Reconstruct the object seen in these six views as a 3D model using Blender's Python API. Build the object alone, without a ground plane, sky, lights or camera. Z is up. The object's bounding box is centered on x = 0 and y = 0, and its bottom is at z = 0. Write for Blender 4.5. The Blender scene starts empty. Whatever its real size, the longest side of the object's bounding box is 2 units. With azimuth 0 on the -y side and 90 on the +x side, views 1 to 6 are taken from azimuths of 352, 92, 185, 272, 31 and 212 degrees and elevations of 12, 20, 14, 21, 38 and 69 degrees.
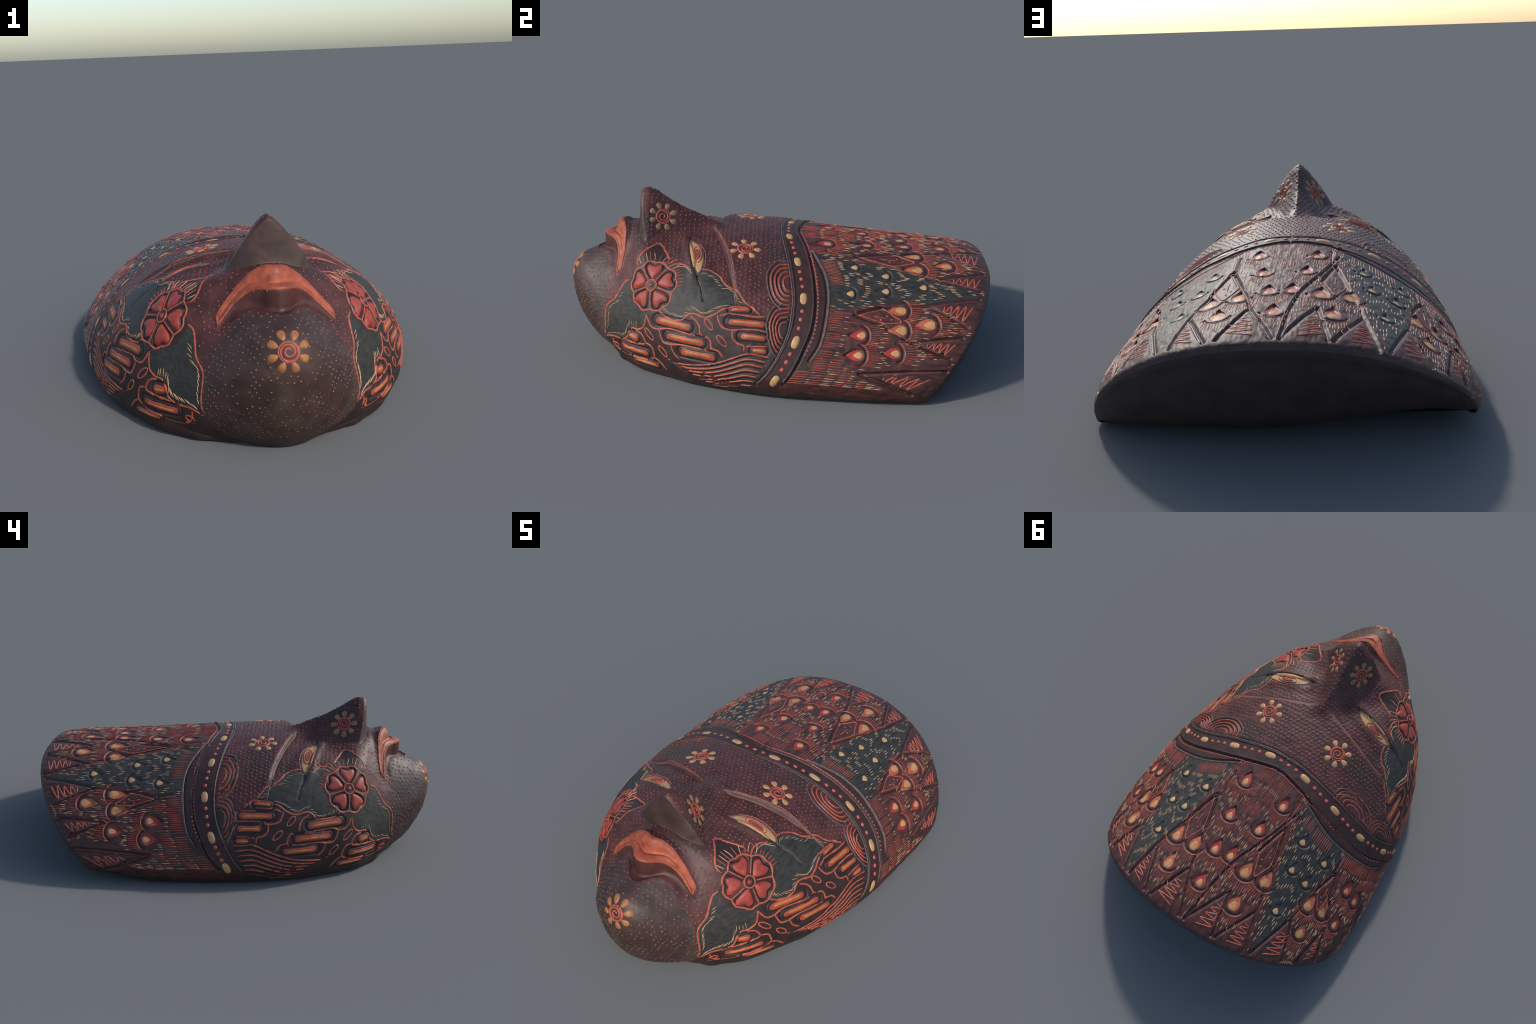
import bpy, math, random
import numpy as np
from mathutils import Vector
from mathutils.bvhtree import BVHTree
from mathutils.kdtree import KDTree

random.seed(7)
rng = np.random.default_rng(7)

# =====================================================================
#  1. THE CARVED SHELL: a loft of arched cross-sections along the face
# =====================================================================
# Each station is one arch.  spine_y, spine_z: its crown on the centre line;
# rim_y: where its feet stand; half_width; fullness: exponent of the arch.
STATIONS = [
    # spine_y spine_z  rim_y  half  | top and side fullness for +x | for -x
    (-0.864, 0.005, -0.800, 0.118, 1.75, 1.40, 1.70, 1.40),   # under the chin
    (-0.908, 0.055, -0.786, 0.160, 1.75, 1.34, 1.70, 1.32),
    (-0.954, 0.130, -0.772, 0.204, 1.73, 1.30, 1.68, 1.28),
    (-0.988, 0.220, -0.757, 0.244, 1.70, 1.29, 1.65, 1.27),
    (-0.999, 0.315, -0.745, 0.285, 1.66, 1.30, 1.62, 1.28),   # foremost point of the chin
    (-0.988, 0.385, -0.730, 0.313, 1.60, 1.33, 1.57, 1.32),
    (-0.945, 0.438, -0.708, 0.336, 1.54, 1.38, 1.52, 1.37),
    (-0.885, 0.466, -0.688, 0.363, 1.50, 1.44, 1.48, 1.44),
    (-0.800, 0.506, -0.648, 0.410, 1.48, 1.56, 1.48, 1.55),   # mouth
    (-0.700, 0.580, -0.590, 0.450, 1.54, 1.74, 1.60, 1.74),
    (-0.655, 0.598, -0.562, 0.467, 1.68, 1.83, 1.75, 1.85),
    (-0.600, 0.596, -0.528, 0.488, 1.86, 1.90, 1.96, 1.97),   # cheek bones
    (-0.500, 0.590, -0.458, 0.526, 1.96, 1.90, 2.08, 2.02),
    (-0.400, 0.584, -0.380, 0.566, 2.02, 1.86, 2.12, 2.02),   # eyes
    (-0.300, 0.581, -0.290, 0.599, 2.08, 1.80, 2.15, 2.00),
    (-0.150, 0.576, -0.145, 0.642, 2.02, 1.58, 2.20, 1.74),   # forehead
    ( 0.050, 0.558,  0.045, 0.680, 1.92, 1.43, 2.28, 1.54),   # head band
    ( 0.250, 0.536,  0.225, 0.698, 1.86, 1.40, 2.12, 1.38),
    ( 0.450, 0.511,  0.385, 0.710, 1.91, 1.39, 2.10, 1.37),
    ( 0.650, 0.487,  0.510, 0.713, 1.96, 1.42, 2.02, 1.41),
    ( 0.800, 0.470,  0.590, 0.709, 2.02, 1.58, 2.02, 1.50),
    ( 0.900, 0.456,  0.634, 0.701, 2.05, 1.68, 2.05, 1.56),
    ( 0.955, 0.444,  0.654, 0.694, 2.08, 1.75, 2.08, 1.60),
    ( 0.988, 0.430,  0.664, 0.688, 2.10, 1.80, 2.10, 1.63),   # crest of the back edge
    ( 0.999, 0.410,  0.666, 0.682, 2.10, 1.80, 2.10, 1.63),
]
CENTRE_SHIFT = [(-1.0, -0.004), (-0.85, -0.008), (-0.6, -0.016), (-0.3, -0.014), (0.0, -0.004), (1.0, 0.0)]
RIM_HEIGHT = [(0.0, 0.004), (0.04, 0.014), (0.12, 0.028), (0.22, 0.052), (0.40, 0.088), (0.60, 0.095), (0.85, 0.075), (1.0, 0.03)]
TUCK = 0.054            # how far the foot of the wall turns in below its widest line
ROWS, COLS = 1040, 760


def smooth(e0, e1, x):
    t = np.clip((x - e0) / (e1 - e0), 0.0, 1.0)
    return t * t * (3 - 2 * t)


def curve_through(ts, ps, t):
    """Monotone cubic through (ts, ps)."""
    ts, ps = np.asarray(ts, float), np.asarray(ps, float)
    h = np.diff(ts); d = np.diff(ps) / h
    m = np.zeros_like(ps)
    m[0], m[-1] = d[0], d[-1]
    for i in range(1, len(ps) - 1):
        if d[i - 1] * d[i] > 0:
            w1, w2 = 2 * h[i] + h[i - 1], h[i] + 2 * h[i - 1]
            m[i] = (w1 + w2) / (w1 / d[i - 1] + w2 / d[i])
    k = np.clip(np.searchsorted(ts, t) - 1, 0, len(h) - 1)
    s = (t - ts[k]) / h[k]
    return ((2*s**3 - 3*s**2 + 1) * ps[k] + (s**3 - 2*s**2 + s) * h[k] * m[k]
            + (-2*s**3 + 3*s**2) * ps[k+1] + (s**3 - s**2) * h[k] * m[k+1])


def table(pairs, x):
    return curve_through([p[0] for p in pairs], [p[1] for p in pairs],
                         np.clip(x, pairs[0][0], pairs[-1][0]))


def base_shell():
    st = np.array(STATIONS)
    length = np.concatenate([[0], np.cumsum(np.hypot(np.diff(st[:, 0]), np.diff(st[:, 1])))])
    length /= length[-1]
    # rows are packed closer where the nose and the lips rise steeply
    fine = np.linspace(0, 1, 6000)
    fy = curve_through(length, st[:, 0], fine)
    front = smooth(0.10, 0.16, fine)
    density = 1 + front * (3.2 * np.exp(-((fy + 0.640) / 0.030) ** 2)
                           + 2.2 * np.exp(-((fy + 0.800) / 0.050) ** 2))
    cum = np.concatenate([[0], np.cumsum((density[1:] + density[:-1]) / 2)]); cum /= cum[-1]
    v = np.interp(np.linspace(0, 1, ROWS), cum, fine)
    sy, sz, ry, hw, top_r, side_r, top_l, side_l = [curve_through(length, st[:, i], v)[:, None] for i in range(8)]
    zb = table(RIM_HEIGHT, v)[:, None]
    zb = np.minimum(zb, sz)
    u = np.linspace(-1, 1, COLS)[None, :]
    split = 0.93
    top, side = np.where(u > 0, top_r, top_l), np.where(u > 0, side_r, side_l)
    a = np.clip(np.abs(u) / split, 0, 1) * math.pi / 2
    X = np.sin(a) ** (2 / top)
    crown = X * X / (X + 0.05 * (1 - X) + 1e-9)          # no crease along the centre line
    H = np.clip(1 - crown ** top, 0, 1) ** (1 / side)
    phi = np.clip((np.abs(u) - split) / (1 - split), 0, 1) * math.pi / 2
    tuck = (TUCK * smooth(0.05, 0.28, v) * (1 - 0.5 * smooth(0.85, 1.0, v)))[:, None]
    x = np.sign(u) * (hw * X - tuck * (1 - np.cos(phi)))
    y = ry + (sy - ry) * H
    z = zb + (sz - zb) * H - zb * np.sin(phi)
    y = y + (1 - np.cos(phi)) * (0.016 * smooth(0.0, 0.06, v) * smooth(0.32, 0.12, v) - 0.06 * smooth(0.80, 1.0, v))[:, None]
    x = x + table(CENTRE_SHIFT, y)
    # the back corner on the -x side does not quite touch the ground
    z = z + 0.040 * smooth(0.30, 0.62, y) * smooth(-0.30, -0.60, x) * np.clip(1 - z / 0.3, 0, 1)
    return x, y, z, v


NOSE_RIDGE = [(-0.70, 0.735), (-0.65, 0.752), (-0.628, 0.768), (-0.610, 0.771), (-0.585, 0.763), (-0.515, 0.716),
              (-0.435, 0.669), (-0.335, 0.622), (-0.27, 0.594), (-0.20, 0.584)]
NOSE_HALF = [(-0.70, 0.172), (-0.61, 0.166), (-0.535, 0.124), (-0.50, 0.112), (-0.40, 0.075), (-0.30, 0.045), (-0.20, 0.03)]
NOSE_FOOT = [(-0.70, 0.545), (-0.60, 0.550), (-0.50, 0.562), (-0.40, 0.574), (-0.30, 0.584), (-0.20, 0.584)]
# lip edges against a softened distance from the centre line
LIP_TOP = [(0.0, -0.737), (0.027, -0.723), (0.067, -0.713), (0.125, -0.715), (0.174, -0.724), (0.25, -0.734)]
LIP_BOTTOM = [(0.0, -0.830), (0.020, -0.812), (0.040, -0.787), (0.067, -0.764), (0.125, -0.747), (0.174, -0.752), (0.25, -0.762)]
# height above the shell across the lips: 0 = lower edge, 1 = upper edge
LIP_PROFILE = [(-0.40, -0.004), (-0.12, -0.012), (-0.05, -0.004), (0.0, 0.056), (0.08, 0.062), (0.35, 0.054), (0.56, 0.036),
               (0.60, 0.036), (0.70, 0.062), (0.80, 0.068), (0.90, 0.066), (1.0, 0.056), (1.5, 0.014), (2.1, 0.0)]


FEATURE_AXIS = -0.006      # nose and mouth stand on this line


def nose_front(x):
    return -0.652 + 1.5 * x * x


def lip_across(dx, y):
    ax = np.clip(np.abs(dx), 0, 0.25)
    ax = ax * ax / (ax + 0.03)
    top, bottom = table(LIP_TOP, ax), table(LIP_BOTTOM, ax)
    return (y - bottom) / (top - bottom), y - bottom


def carve_features(x, y, z):
    """nose, lips, eyes and brows as height changes of the upper surface"""
    dx = x - table(CENTRE_SHIFT, y)
    ax = np.abs(dx)
    up = smooth(0.15, 0.30, z)
    # ---- nose: a roof between ridge and foot ----
    fx = np.abs(x - FEATURE_AXIS)
    t = fx / table(NOSE_HALF, y)
    t = np.sqrt(t * t + 0.0018) - 0.022
    ridge, foot = table(NOSE_RIDGE, y), table(NOSE_FOOT, y)
    roof = ridge - (ridge - foot) * t ** 1.3
    lift = roof - z
    lift = 0.5 * (lift + np.sqrt(lift * lift + 0.012 ** 2)) - 0.0015      # soft junction with the cheek
    lift = np.where(lift > 0, lift, 0) * smooth(1.7, 1.2, t)
    step = smooth(0.0, 1.0, (y - nose_front(x - FEATURE_AXIS) + 0.007) / 0.016)
    nose = lift * step * smooth(-0.22, -0.30, y) * (y > -0.69)
    hollow = -0.018 * np.exp(-((ax - 0.165) / 0.075) ** 2) * np.exp(-((y + 0.44) / 0.09) ** 2)
    hollow += -0.017 * np.exp(-((ax - 0.22) / 0.07) ** 2) * np.exp(-((y + 0.52) / 0.06) ** 2)
    hollow += -0.019 * np.exp(-((ax - 0.185) / 0.065) ** 2) * np.exp(-((y + 0.72) / 0.065) ** 2)
    # ---- lips ----
    s, below = lip_across(x - FEATURE_AXIS, y)
    ax_lip = fx
    amp = (0.18 + 0.82 * np.exp(-(ax_lip / 0.085) ** 2)) * smooth(0.222, 0.195, ax_lip)
    lip = table(LIP_PROFILE, s) * amp * ((s > -0.4) & (s < 2.1)) * smooth(-0.64, -0.66, y)
    lip += -0.008 * np.exp(-((below + 0.014) / 0.014) ** 2) * smooth(0.01, 0.08, ax) * smooth(0.20, 0.15, ax)
    # ---- eyes: lower lid steps down to the inlaid eye ----
    ex, ey = eye_axis(dx, y)
    inside = smooth(0.0, 0.10, ex) * smooth(1.25, 0.95, ex)
    eye = -0.008 * smooth(-0.005, 0.004, ey) * smooth(0.062, 0.006, ey) * inside
    lid = 0.008 * np.exp(-((ey + 0.020) / 0.018) ** 2) * inside
    bd = brow_offset(dx, y)
    brow = -0.004 * np.exp(-(bd / 0.006) ** 2) * smooth(0.03, 0.08, ax) * smooth(0.50, 0.44, ax)
    brow += 0.006 * smooth(0.0, 0.02, bd) * np.exp(-np.clip(bd, 0, 1) / 0.06) * smooth(0.03, 0.12, ax) * smooth(0.52, 0.40, ax)
    # the lids lie lower than the forehead: a step along the brow
    lids = -0.018 * smooth(0.004, -0.007, bd) * smooth(-0.15, -0.05, bd) * smooth(0.03, 0.10, ax) * smooth(0.46, 0.34, ax)
    return (nose + hollow + lip + eye + lid + brow + lids) * up


def eye_axis(dx, y):
    """(along 0..1, across) of the eye slit running from nose root to temple"""
    ax = np.abs(dx)
    ex = (ax - 0.120) / 0.255
    return ex, y - (-0.412 + 0.057 * ex)


def brow_offset(dx, y):
    ax = np.abs(dx)
    return y - np.interp(ax, [0.0, 0.05, 0.15, 0.25, 0.33, 0.42, 0.49, 0.6],
                         [-0.31, -0.297, -0.262, -0.232, -0.207, -0.186, -0.174, -0.160])


st = np.array(STATIONS)
CROWN = [(r[0], r[1]) for r in st[st[:, 1] > 0.40] if r[0] < 0.95]


# how the dark end wall curves from the crest (height share 1) down to the ground (0)
END_WALL = [(0.0, 1.0), (0.05, 0.87), (0.12, 0.67), (0.25, 0.42), (0.5, 0.22), (0.73, 0.095), (0.90, 0.034), (0.945, 0.008), (1.0, 0.0)]


def end_wall(crest, rows=48):
    bx = crest[:, 0]
    foot_y = np.minimum(0.678 - 0.075 * np.abs(bx / 0.67) ** 3 - 0.085 * smooth(0.1, -0.4, bx) * smooth(-0.67, -0.50, bx), crest[:, 1])
    foot_z = np.minimum(0.004 + 0.050 * smooth(0.0, -0.60, bx), crest[:, 2])
    out = []
    for k in range(1, rows + 1):
        h = (1 - k / rows) ** 1.3
        f = float(table(END_WALL, np.array([h]))[0])
        out.append(np.stack([bx, crest[:, 1] + (foot_y - crest[:, 1]) * f,
                             foot_z + (crest[:, 2] - foot_z) * h], 1))
    return np.array(out)


# =====================================================================
#  2. SURFACE HELPERS: placing motifs on the shell
# =====================================================================
def grid_normals(P):
    du = np.gradient(P, axis=1); dv = np.gradient(P, axis=0)
    n = np.cross(du, dv)
    n /= np.linalg.norm(n, axis=2, keepdims=True) + 1e-12
    return n


def lattice_noise(P, scale, seed):
    """smooth value noise in [-1, 1]"""
    q = P / scale + 57.3
    i = np.floor(q).astype(np.int64); f = q - i; f = f * f * (3 - 2 * f)

    def h(a, b, c):
        k = (a * 73856093) ^ (b * 19349663) ^ (c * 83492791) ^ (seed * 2654435761)
        k = (k ^ (k >> 13)) * 1274126177 & 0x7fffffff
        return ((k >> 8) % 4096) / 2047.5 - 1
    out = 0
    for dx in (0, 1):
        for dy in (0, 1):
            for dz in (0, 1):
                w = ((f[..., 0] if dx else 1 - f[..., 0]) * (f[..., 1] if dy else 1 - f[..., 1])
                     * (f[..., 2] if dz else 1 - f[..., 2]))
                out = out + w * h(i[..., 0] + dx, i[..., 1] + dy, i[..., 2] + dz)
    return out


def quads_of(idx):
    return np.stack([idx[:-1, :-1], idx[:-1, 1:], idx[1:, 1:], idx[1:, :-1]], -1).reshape(-1, 4)


def tree_of(P, step):
    Q = P[::step, ::step]
    idx = np.arange(Q.shape[0] * Q.shape[1]).reshape(Q.shape[:2])
    return BVHTree.FromPolygons(Q.reshape(-1, 3).tolist(), quads_of(idx).tolist())


X, Y, Z, V = base_shell()
Z = Z + carve_features(X, Y, Z)
P = np.stack([X, Y, Z], -1)
N = grid_normals(P)
if N[ROWS // 2, COLS // 2, 2] < 0:
    N = -N
TREE = tree_of(P, 2)


def girth(x, y, z):
    """signed way round the arch: 0 on the centre line, +-1.57 at the feet"""
    dx = x - table(CENTRE_SHIFT, y)
    return np.arctan2(dx / 0.70, np.maximum(z, 0) / 0.56)


W = girth(X, Y, Z)


def snap(p):
    loc, n, _, _ = TREE.find_nearest(Vector(p))
    if n.z < -0.2:
        n = -n
    return loc, n


def mirror(p):
    shift = float(table(CENTRE_SHIFT, np.array([p[1]]))[0])
    return (2 * shift - p[0], p[1], p[2])


class Spot:
    """a tangent frame on the shell: ex sideways, ey toward the crown of the head"""
    def __init__(self, p, turn=0.0, flip=1):
        self.o, self.n = snap(p)
        ey = Vector((0, 1, 0)); ey = (ey - self.n * ey.dot(self.n)).normalized()
        ex = ey.cross(self.n).normalized()
        c, s = math.cos(turn), math.sin(turn)
        self.ex = (ex * c + ey * s) * flip
        self.ey = ey * c - ex * s

    def at(self, a, b):
        return self.o + self.ex * a + self.ey * b

    def on(self, a, b):
        p = self.at(a, b)
        hit = TREE.ray_cast(p + self.n * 0.05, -self.n, 0.13)
        if hit[0] is None:
            return snap(p)
        return hit[0], (hit[1] if hit[1].dot(self.n) > 0 else -hit[1])


def spline(points, step=0.004, closed=False):
    pts = [Vector(p) for p in points]
    if closed:
        pts = [pts[-1]] + pts + [pts[0], pts[1]]
    else:
        pts = [pts[0] * 2 - pts[1]] + pts + [pts[-1] * 2 - pts[-2]]
    out = []
    for i in range(1, len(pts) - 2):
        a, b, c, d = pts[i - 1:i + 3]
        n = max(2, int((c - b).length / step))
        for k in range(n):
            t = k / n
            out.append(0.5 * ((2 * b) + (c - a) * t + (2 * a - 5 * b + 4 * c - d) * t * t
                              + (3 * b - a - 3 * c + d) * t ** 3))
    if not closed:
        out.append(pts[-2])
    return out


# =====================================================================
#  3. THE BATIK ORNAMENT: what sits where (+x side; mirrored to -x)
# =====================================================================
STROKES = []     # (name, material, points, half width, height, group)
PADS = []        # (name, material, spot, outline, height, parent key)
GOUGES = []      # (points, radius, depth): carved into the shell
KEEP_OUT = []    # (x, y, z, radius): places dots and dashes stay clear of


def stroke(name, mat, pts, half=0.0040, high=0.0022, single=True, closed=False, taper=False, carve=0.0):
    STROKES.append([name, mat, pts, half, high, single, closed, taper])
    if carve:
        GOUGES.append((pts, half * 1.5 + 0.004, carve))


def both(fn):
    fn(lambda p: p, 1)
    fn(mirror, -1)


HEADBAND_FRONT = [(-0.088, 0.031, 0.562), (0.090, 0.026, 0.559), (0.297, 0.058, 0.499), (0.451, 0.076, 0.405), (0.557, 0.064, 0.306),
                  (0.621, 0.024, 0.217), (0.653, -0.030, 0.132), (0.650, -0.080, 0.072)]
HEADBAND_MID = [(0.0, 0.058, 0.560), (0.082, 0.060, 0.557), (0.275, 0.098, 0.505), (0.452, 0.124, 0.401), (0.558, 0.106, 0.306),
                (0.602, 0.089, 0.252), (0.650, 0.045, 0.168), (0.666, -0.010, 0.080)]
HEADBAND_BACK = [(-0.09, 0.096, 0.551), (0.037, 0.098, 0.555), (0.250, 0.145, 0.509), (0.446, 0.168, 0.403), (0.557, 0.155, 0.307),
                 (0.621, 0.118, 0.227), (0.663, 0.073, 0.147), (0.675, 0.025, 0.083)]
THIN_BAND_DOTS = [(0.215, 0.148, 0.519), (0.316, 0.178, 0.479), (0.445, 0.190, 0.403), (0.551, 0.180, 0.313), (0.607, 0.155, 0.248), (0.640, 0.126, 0.200)]
THIN_BAND_EDGE = [(0.190, 0.158, 0.523), (0.333, 0.213, 0.467), (0.442, 0.228, 0.402), (0.550, 0.213, 0.313), (0.613, 0.188, 0.242), (0.649, 0.147, 0.187)]


def band_line(points):
    """y of a band edge as a function of |girth|"""
    p = np.array([q for q in points if q[0] >= 0.03])
    w = np.abs(girth(p[:, 0], p[:, 1], p[:, 2]))
    y0 = p[0, 1]
    return np.concatenate([[0.0], w, [1.7]]), np.concatenate([[y0], p[:, 1], [p[-1, 1] - 0.06]])


BAND_F, BAND_B, BAND_T = band_line(HEADBAND_FRONT), band_line(HEADBAND_BACK), band_line(THIN_BAND_EDGE)
THIN_START, THIN_END = 0.30, 1.30


def behind_band(w, y):
    """distance behind the last band line (negative: in front of it)"""
    aw = np.abs(w)
    edge = np.interp(aw, *BAND_B)
    thin = np.interp(aw, *BAND_T)
    edge = np.where((aw > THIN_START) & (aw < THIN_END), np.maximum(edge, thin), edge)
    return y - edge


EYE_LOWER = [(0.126, -0.408, 0.547), (0.190, -0.403, 0.545), (0.262, -0.390, 0.520), (0.318, -0.374, 0.487), (0.362, -0.352, 0.453)]
EYE_UPPER = [(0.126, -0.408, 0.547), (0.160, -0.370, 0.538), (0.225, -0.338, 0.529), (0.286, -0.328, 0.502), (0.332, -0.334, 0.471), (0.362, -0.352, 0.453)]
BROW = [(0.040, -0.306, 0.584), (0.075, -0.288, 0.578), (0.140, -0.262, 0.565), (0.205, -0.238, 0.547), (0.302, -0.206, 0.509), (0.389, -0.193, 0.451), (0.482, -0.176, 0.371)]
EYE_TAIL = [(0.352, -0.354, 0.452), (0.403, -0.328, 0.419), (0.448, -0.316, 0.374)]

JAW_LEAF_FRONT = [(0.278, -0.676, 0.410), (0.265, -0.701, 0.393), (0.266, -0.725, 0.355), (0.268, -0.750, 0.313), (0.258, -0.793, 0.272),
                  (0.266, -0.804, 0.222), (0.272, -0.804, 0.166), (0.262, -0.809, 0.118)]
JAW_LEAF_BACK = [(0.262, -0.809, 0.118), (0.301, -0.769, 0.132), (0.340, -0.722, 0.136), (0.364, -0.689, 0.156), (0.368, -0.678, 0.186), (0.378, -0.657, 0.211),
                 (0.400, -0.627, 0.214), (0.415, -0.600, 0.233), (0.414, -0.587, 0.270), (0.409, -0.582, 0.294)]
EYE_LEAF_TOP_FRONT = [(0.309, -0.488, 0.480), (0.299, -0.458, 0.491), (0.304, -0.418, 0.492), (0.330, -0.390, 0.487)]
EYE_LEAF_TOP = [(0.327, -0.336, 0.471), (0.335, -0.307, 0.478), (0.348, -0.276, 0.473), (0.367, -0.249, 0.463), (0.401, -0.226, 0.439), (0.418, -0.203, 0.428),
                (0.435, -0.168, 0.422), (0.477, -0.133, 0.385), (0.500, -0.094, 0.363), (0.522, -0.065, 0.341)]
EYE_LEAF_BOTTOM = [(0.427, -0.522, 0.319), (0.448, -0.490, 0.300), (0.467, -0.450, 0.291), (0.477, -0.414, 0.297), (0.473, -0.380, 0.322), (0.477, -0.354, 0.326),
                   (0.494, -0.306, 0.316), (0.495, -0.268, 0.328), (0.488, -0.234, 0.348), (0.486, -0.200, 0.361), (0.489, -0.158, 0.367), (0.500, -0.111, 0.363)]
NOSE_LEAF = [(0.262, -0.640, 0.478), (0.238, -0.638, 0.501), (0.215, -0.609, 0.528), (0.175, -0.538, 0.557), (0.245, -0.499, 0.523), (0.276, -0.484, 0.504)]
FLOWER_RIM = [(0.278, -0.676, 0.410), (0.285, -0.636, 0.456), (0.272, -0.624, 0.475), (0.280, -0.570, 0.492), (0.299, -0.510, 0.485), (0.333, -0.450, 0.466), (0.365, -0.438, 0.435), (0.398, -0.436, 0.405),
              (0.417, -0.470, 0.366), (0.420, -0.505, 0.344), (0.429, -0.522, 0.315), (0.408, -0.582, 0.296), (0.381, -0.616, 0.307), (0.347, -0.652, 0.321), (0.320, -0.673, 0.342), (0.296, -0.679, 0.375)]
SCROLL_WIRES = [
    [(0.413, -0.580, 0.289), (0.426, -0.570, 0.264), (0.441, -0.554, 0.245), (0.457, -0.522, 0.242), (0.469, -0.485, 0.253), (0.492, -0.431, 0.251), (0.513, -0.378, 0.245), (0.524, -0.331, 0.252)],
    [(0.479, -0.371, 0.315), (0.495, -0.344, 0.300), (0.511, -0.329, 0.279), (0.525, -0.325, 0.253), (0.536, -0.296, 0.245), (0.549, -0.278, 0.228), (0.561, -0.274, 0.202), (0.574, -0.244, 0.194), (0.589, -0.224, 0.169)],
    [(0.459, -0.520, 0.240), (0.471, -0.511, 0.208), (0.481, -0.498, 0.189), (0.495, -0.468, 0.186), (0.517, -0.414, 0.195), (0.542, -0.348, 0.192), (0.559, -0.291, 0.193), (0.560, -0.272, 0.206)],
    [(0.497, -0.463, 0.183), (0.509, -0.451, 0.151), (0.525, -0.424, 0.128)],
    [(0.394, -0.637, 0.206), (0.417, -0.608, 0.196), (0.431, -0.592, 0.169), (0.428, -0.600, 0.153), (0.395, -0.649, 0.146), (0.357, -0.700, 0.141)],
    [(0.434, -0.589, 0.163), (0.452, -0.561, 0.155), (0.460, -0.551, 0.131), (0.461, -0.550, 0.102), (0.436, -0.589, 0.082), (0.394, -0.654, 0.075), (0.327, -0.728, 0.066), (0.303, -0.762, 0.090), (0.300, -0.770, 0.124)],
    [(0.462, -0.547, 0.103), (0.478, -0.518, 0.087), (0.491, -0.489, 0.055)],
    [(0.498, -0.251, 0.329), (0.519, -0.241, 0.302), (0.534, -0.224, 0.286), (0.548, -0.185, 0.281), (0.554, -0.135, 0.289), (0.562, -0.072, 0.291), (0.571, -0.035, 0.284)],
    [(0.550, -0.185, 0.278), (0.566, -0.182, 0.251), (0.580, -0.163, 0.235), (0.591, -0.134, 0.227), (0.602, -0.133, 0.205)],
    [(0.594, -0.125, 0.226), (0.600, -0.079, 0.231), (0.606, -0.034, 0.232)],
    [(0.502, -0.242, 0.327), (0.504, -0.199, 0.339), (0.517, -0.136, 0.339), (0.525, -0.089, 0.336), (0.527, -0.044, 0.337)],
]
SCROLL_BARS = [   # two ends of each fat bar, half width
    ((0.436, -0.542, 0.282), (0.506, -0.362, 0.271), 0.017), ((0.476, -0.492, 0.221), (0.547, -0.302, 0.217), 0.016),
    ((0.520, -0.426, 0.167), (0.580, -0.254, 0.164), 0.016), ((0.370, -0.678, 0.177), (0.409, -0.626, 0.169), 0.016),
    ((0.334, -0.728, 0.108), (0.446, -0.574, 0.113), 0.014), ((0.390, -0.658, 0.067), (0.473, -0.524, 0.064), 0.010),
    ((0.522, -0.210, 0.311), (0.552, -0.038, 0.311), 0.015), ((0.566, -0.154, 0.264), (0.588, -0.036, 0.262), 0.014),
    ((0.606, -0.098, 0.214), (0.616, -0.034, 0.214), 0.012), ((0.493, -0.196, 0.355), (0.503, -0.108, 0.358), 0.009)]
SCROLL_SEEDS = [((0.422, -0.590, 0.231), (0.456, -0.548, 0.188)), ((0.472, -0.523, 0.166), (0.495, -0.483, 0.125)),
                ((0.498, -0.304, 0.310), (0.528, -0.271, 0.274)), ((0.545, -0.249, 0.254), (0.575, -0.210, 0.218)),
                ((0.290, -0.776, 0.085), (0.320, -0.742, 0.092))]
WAVE_TOP = [(0.498, -0.479, 0.117), (0.514, -0.448, 0.106), (0.541, -0.393, 0.111), (0.569, -0.313, 0.124), (0.586, -0.257, 0.140), (0.599, -0.197, 0.166), (0.607, -0.133, 0.193), (0.614, -0.091, 0.199), (0.628, -0.024, 0.190)]
WAVE_LOW = [(0.575, -0.300, 0.030), (0.585, -0.280, 0.030), (0.592, -0.250, 0.031), (0.598, -0.225, 0.034), (0.610, -0.195, 0.045), (0.622, -0.164, 0.053), (0.630, -0.140, 0.058), (0.636, -0.120, 0.060), (0.642, -0.100, 0.062)]
SCALLOPS = [[(0.297, 0.062, 0.499), (0.308, 0.010, 0.498), (0.366, -0.023, 0.470), (0.440, -0.013, 0.418), (0.482, 0.022, 0.381), (0.491, 0.068, 0.372)],
            [(0.493, 0.068, 0.370), (0.506, 0.005, 0.360), (0.545, -0.023, 0.318), (0.586, -0.018, 0.264), (0.615, -0.001, 0.223), (0.628, 0.020, 0.205)]]

# --- headdress: toothed edge, lozenges, drops (x, y of each; height comes from the shell) ---
EDGE_TEETH = [   # apex, base, base
    ((-0.131, 0.736), (-0.019, 0.968), (-0.172, 0.961)), ((0.100, 0.750), (0.012, 0.967), (0.190, 0.952)),
    ((0.315, 0.725), (0.232, 0.953), (0.350, 0.923)), ((0.455, 0.668), (0.400, 0.908), (0.532, 0.838)),
    ((0.600, 0.586), (0.571, 0.812), (0.634, 0.750)), ((-0.290, 0.746), (-0.191, 0.956), (-0.336, 0.942)),
    ((-0.445, 0.668), (-0.373, 0.919), (-0.510, 0.856)), ((-0.600, 0.590), (-0.571, 0.812), (-0.634, 0.750))]
LOW_TOOTH = ((0.685, 0.361, 0.143), (0.654, 0.735, 0.142), (0.706, 0.583, 0.058))
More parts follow.
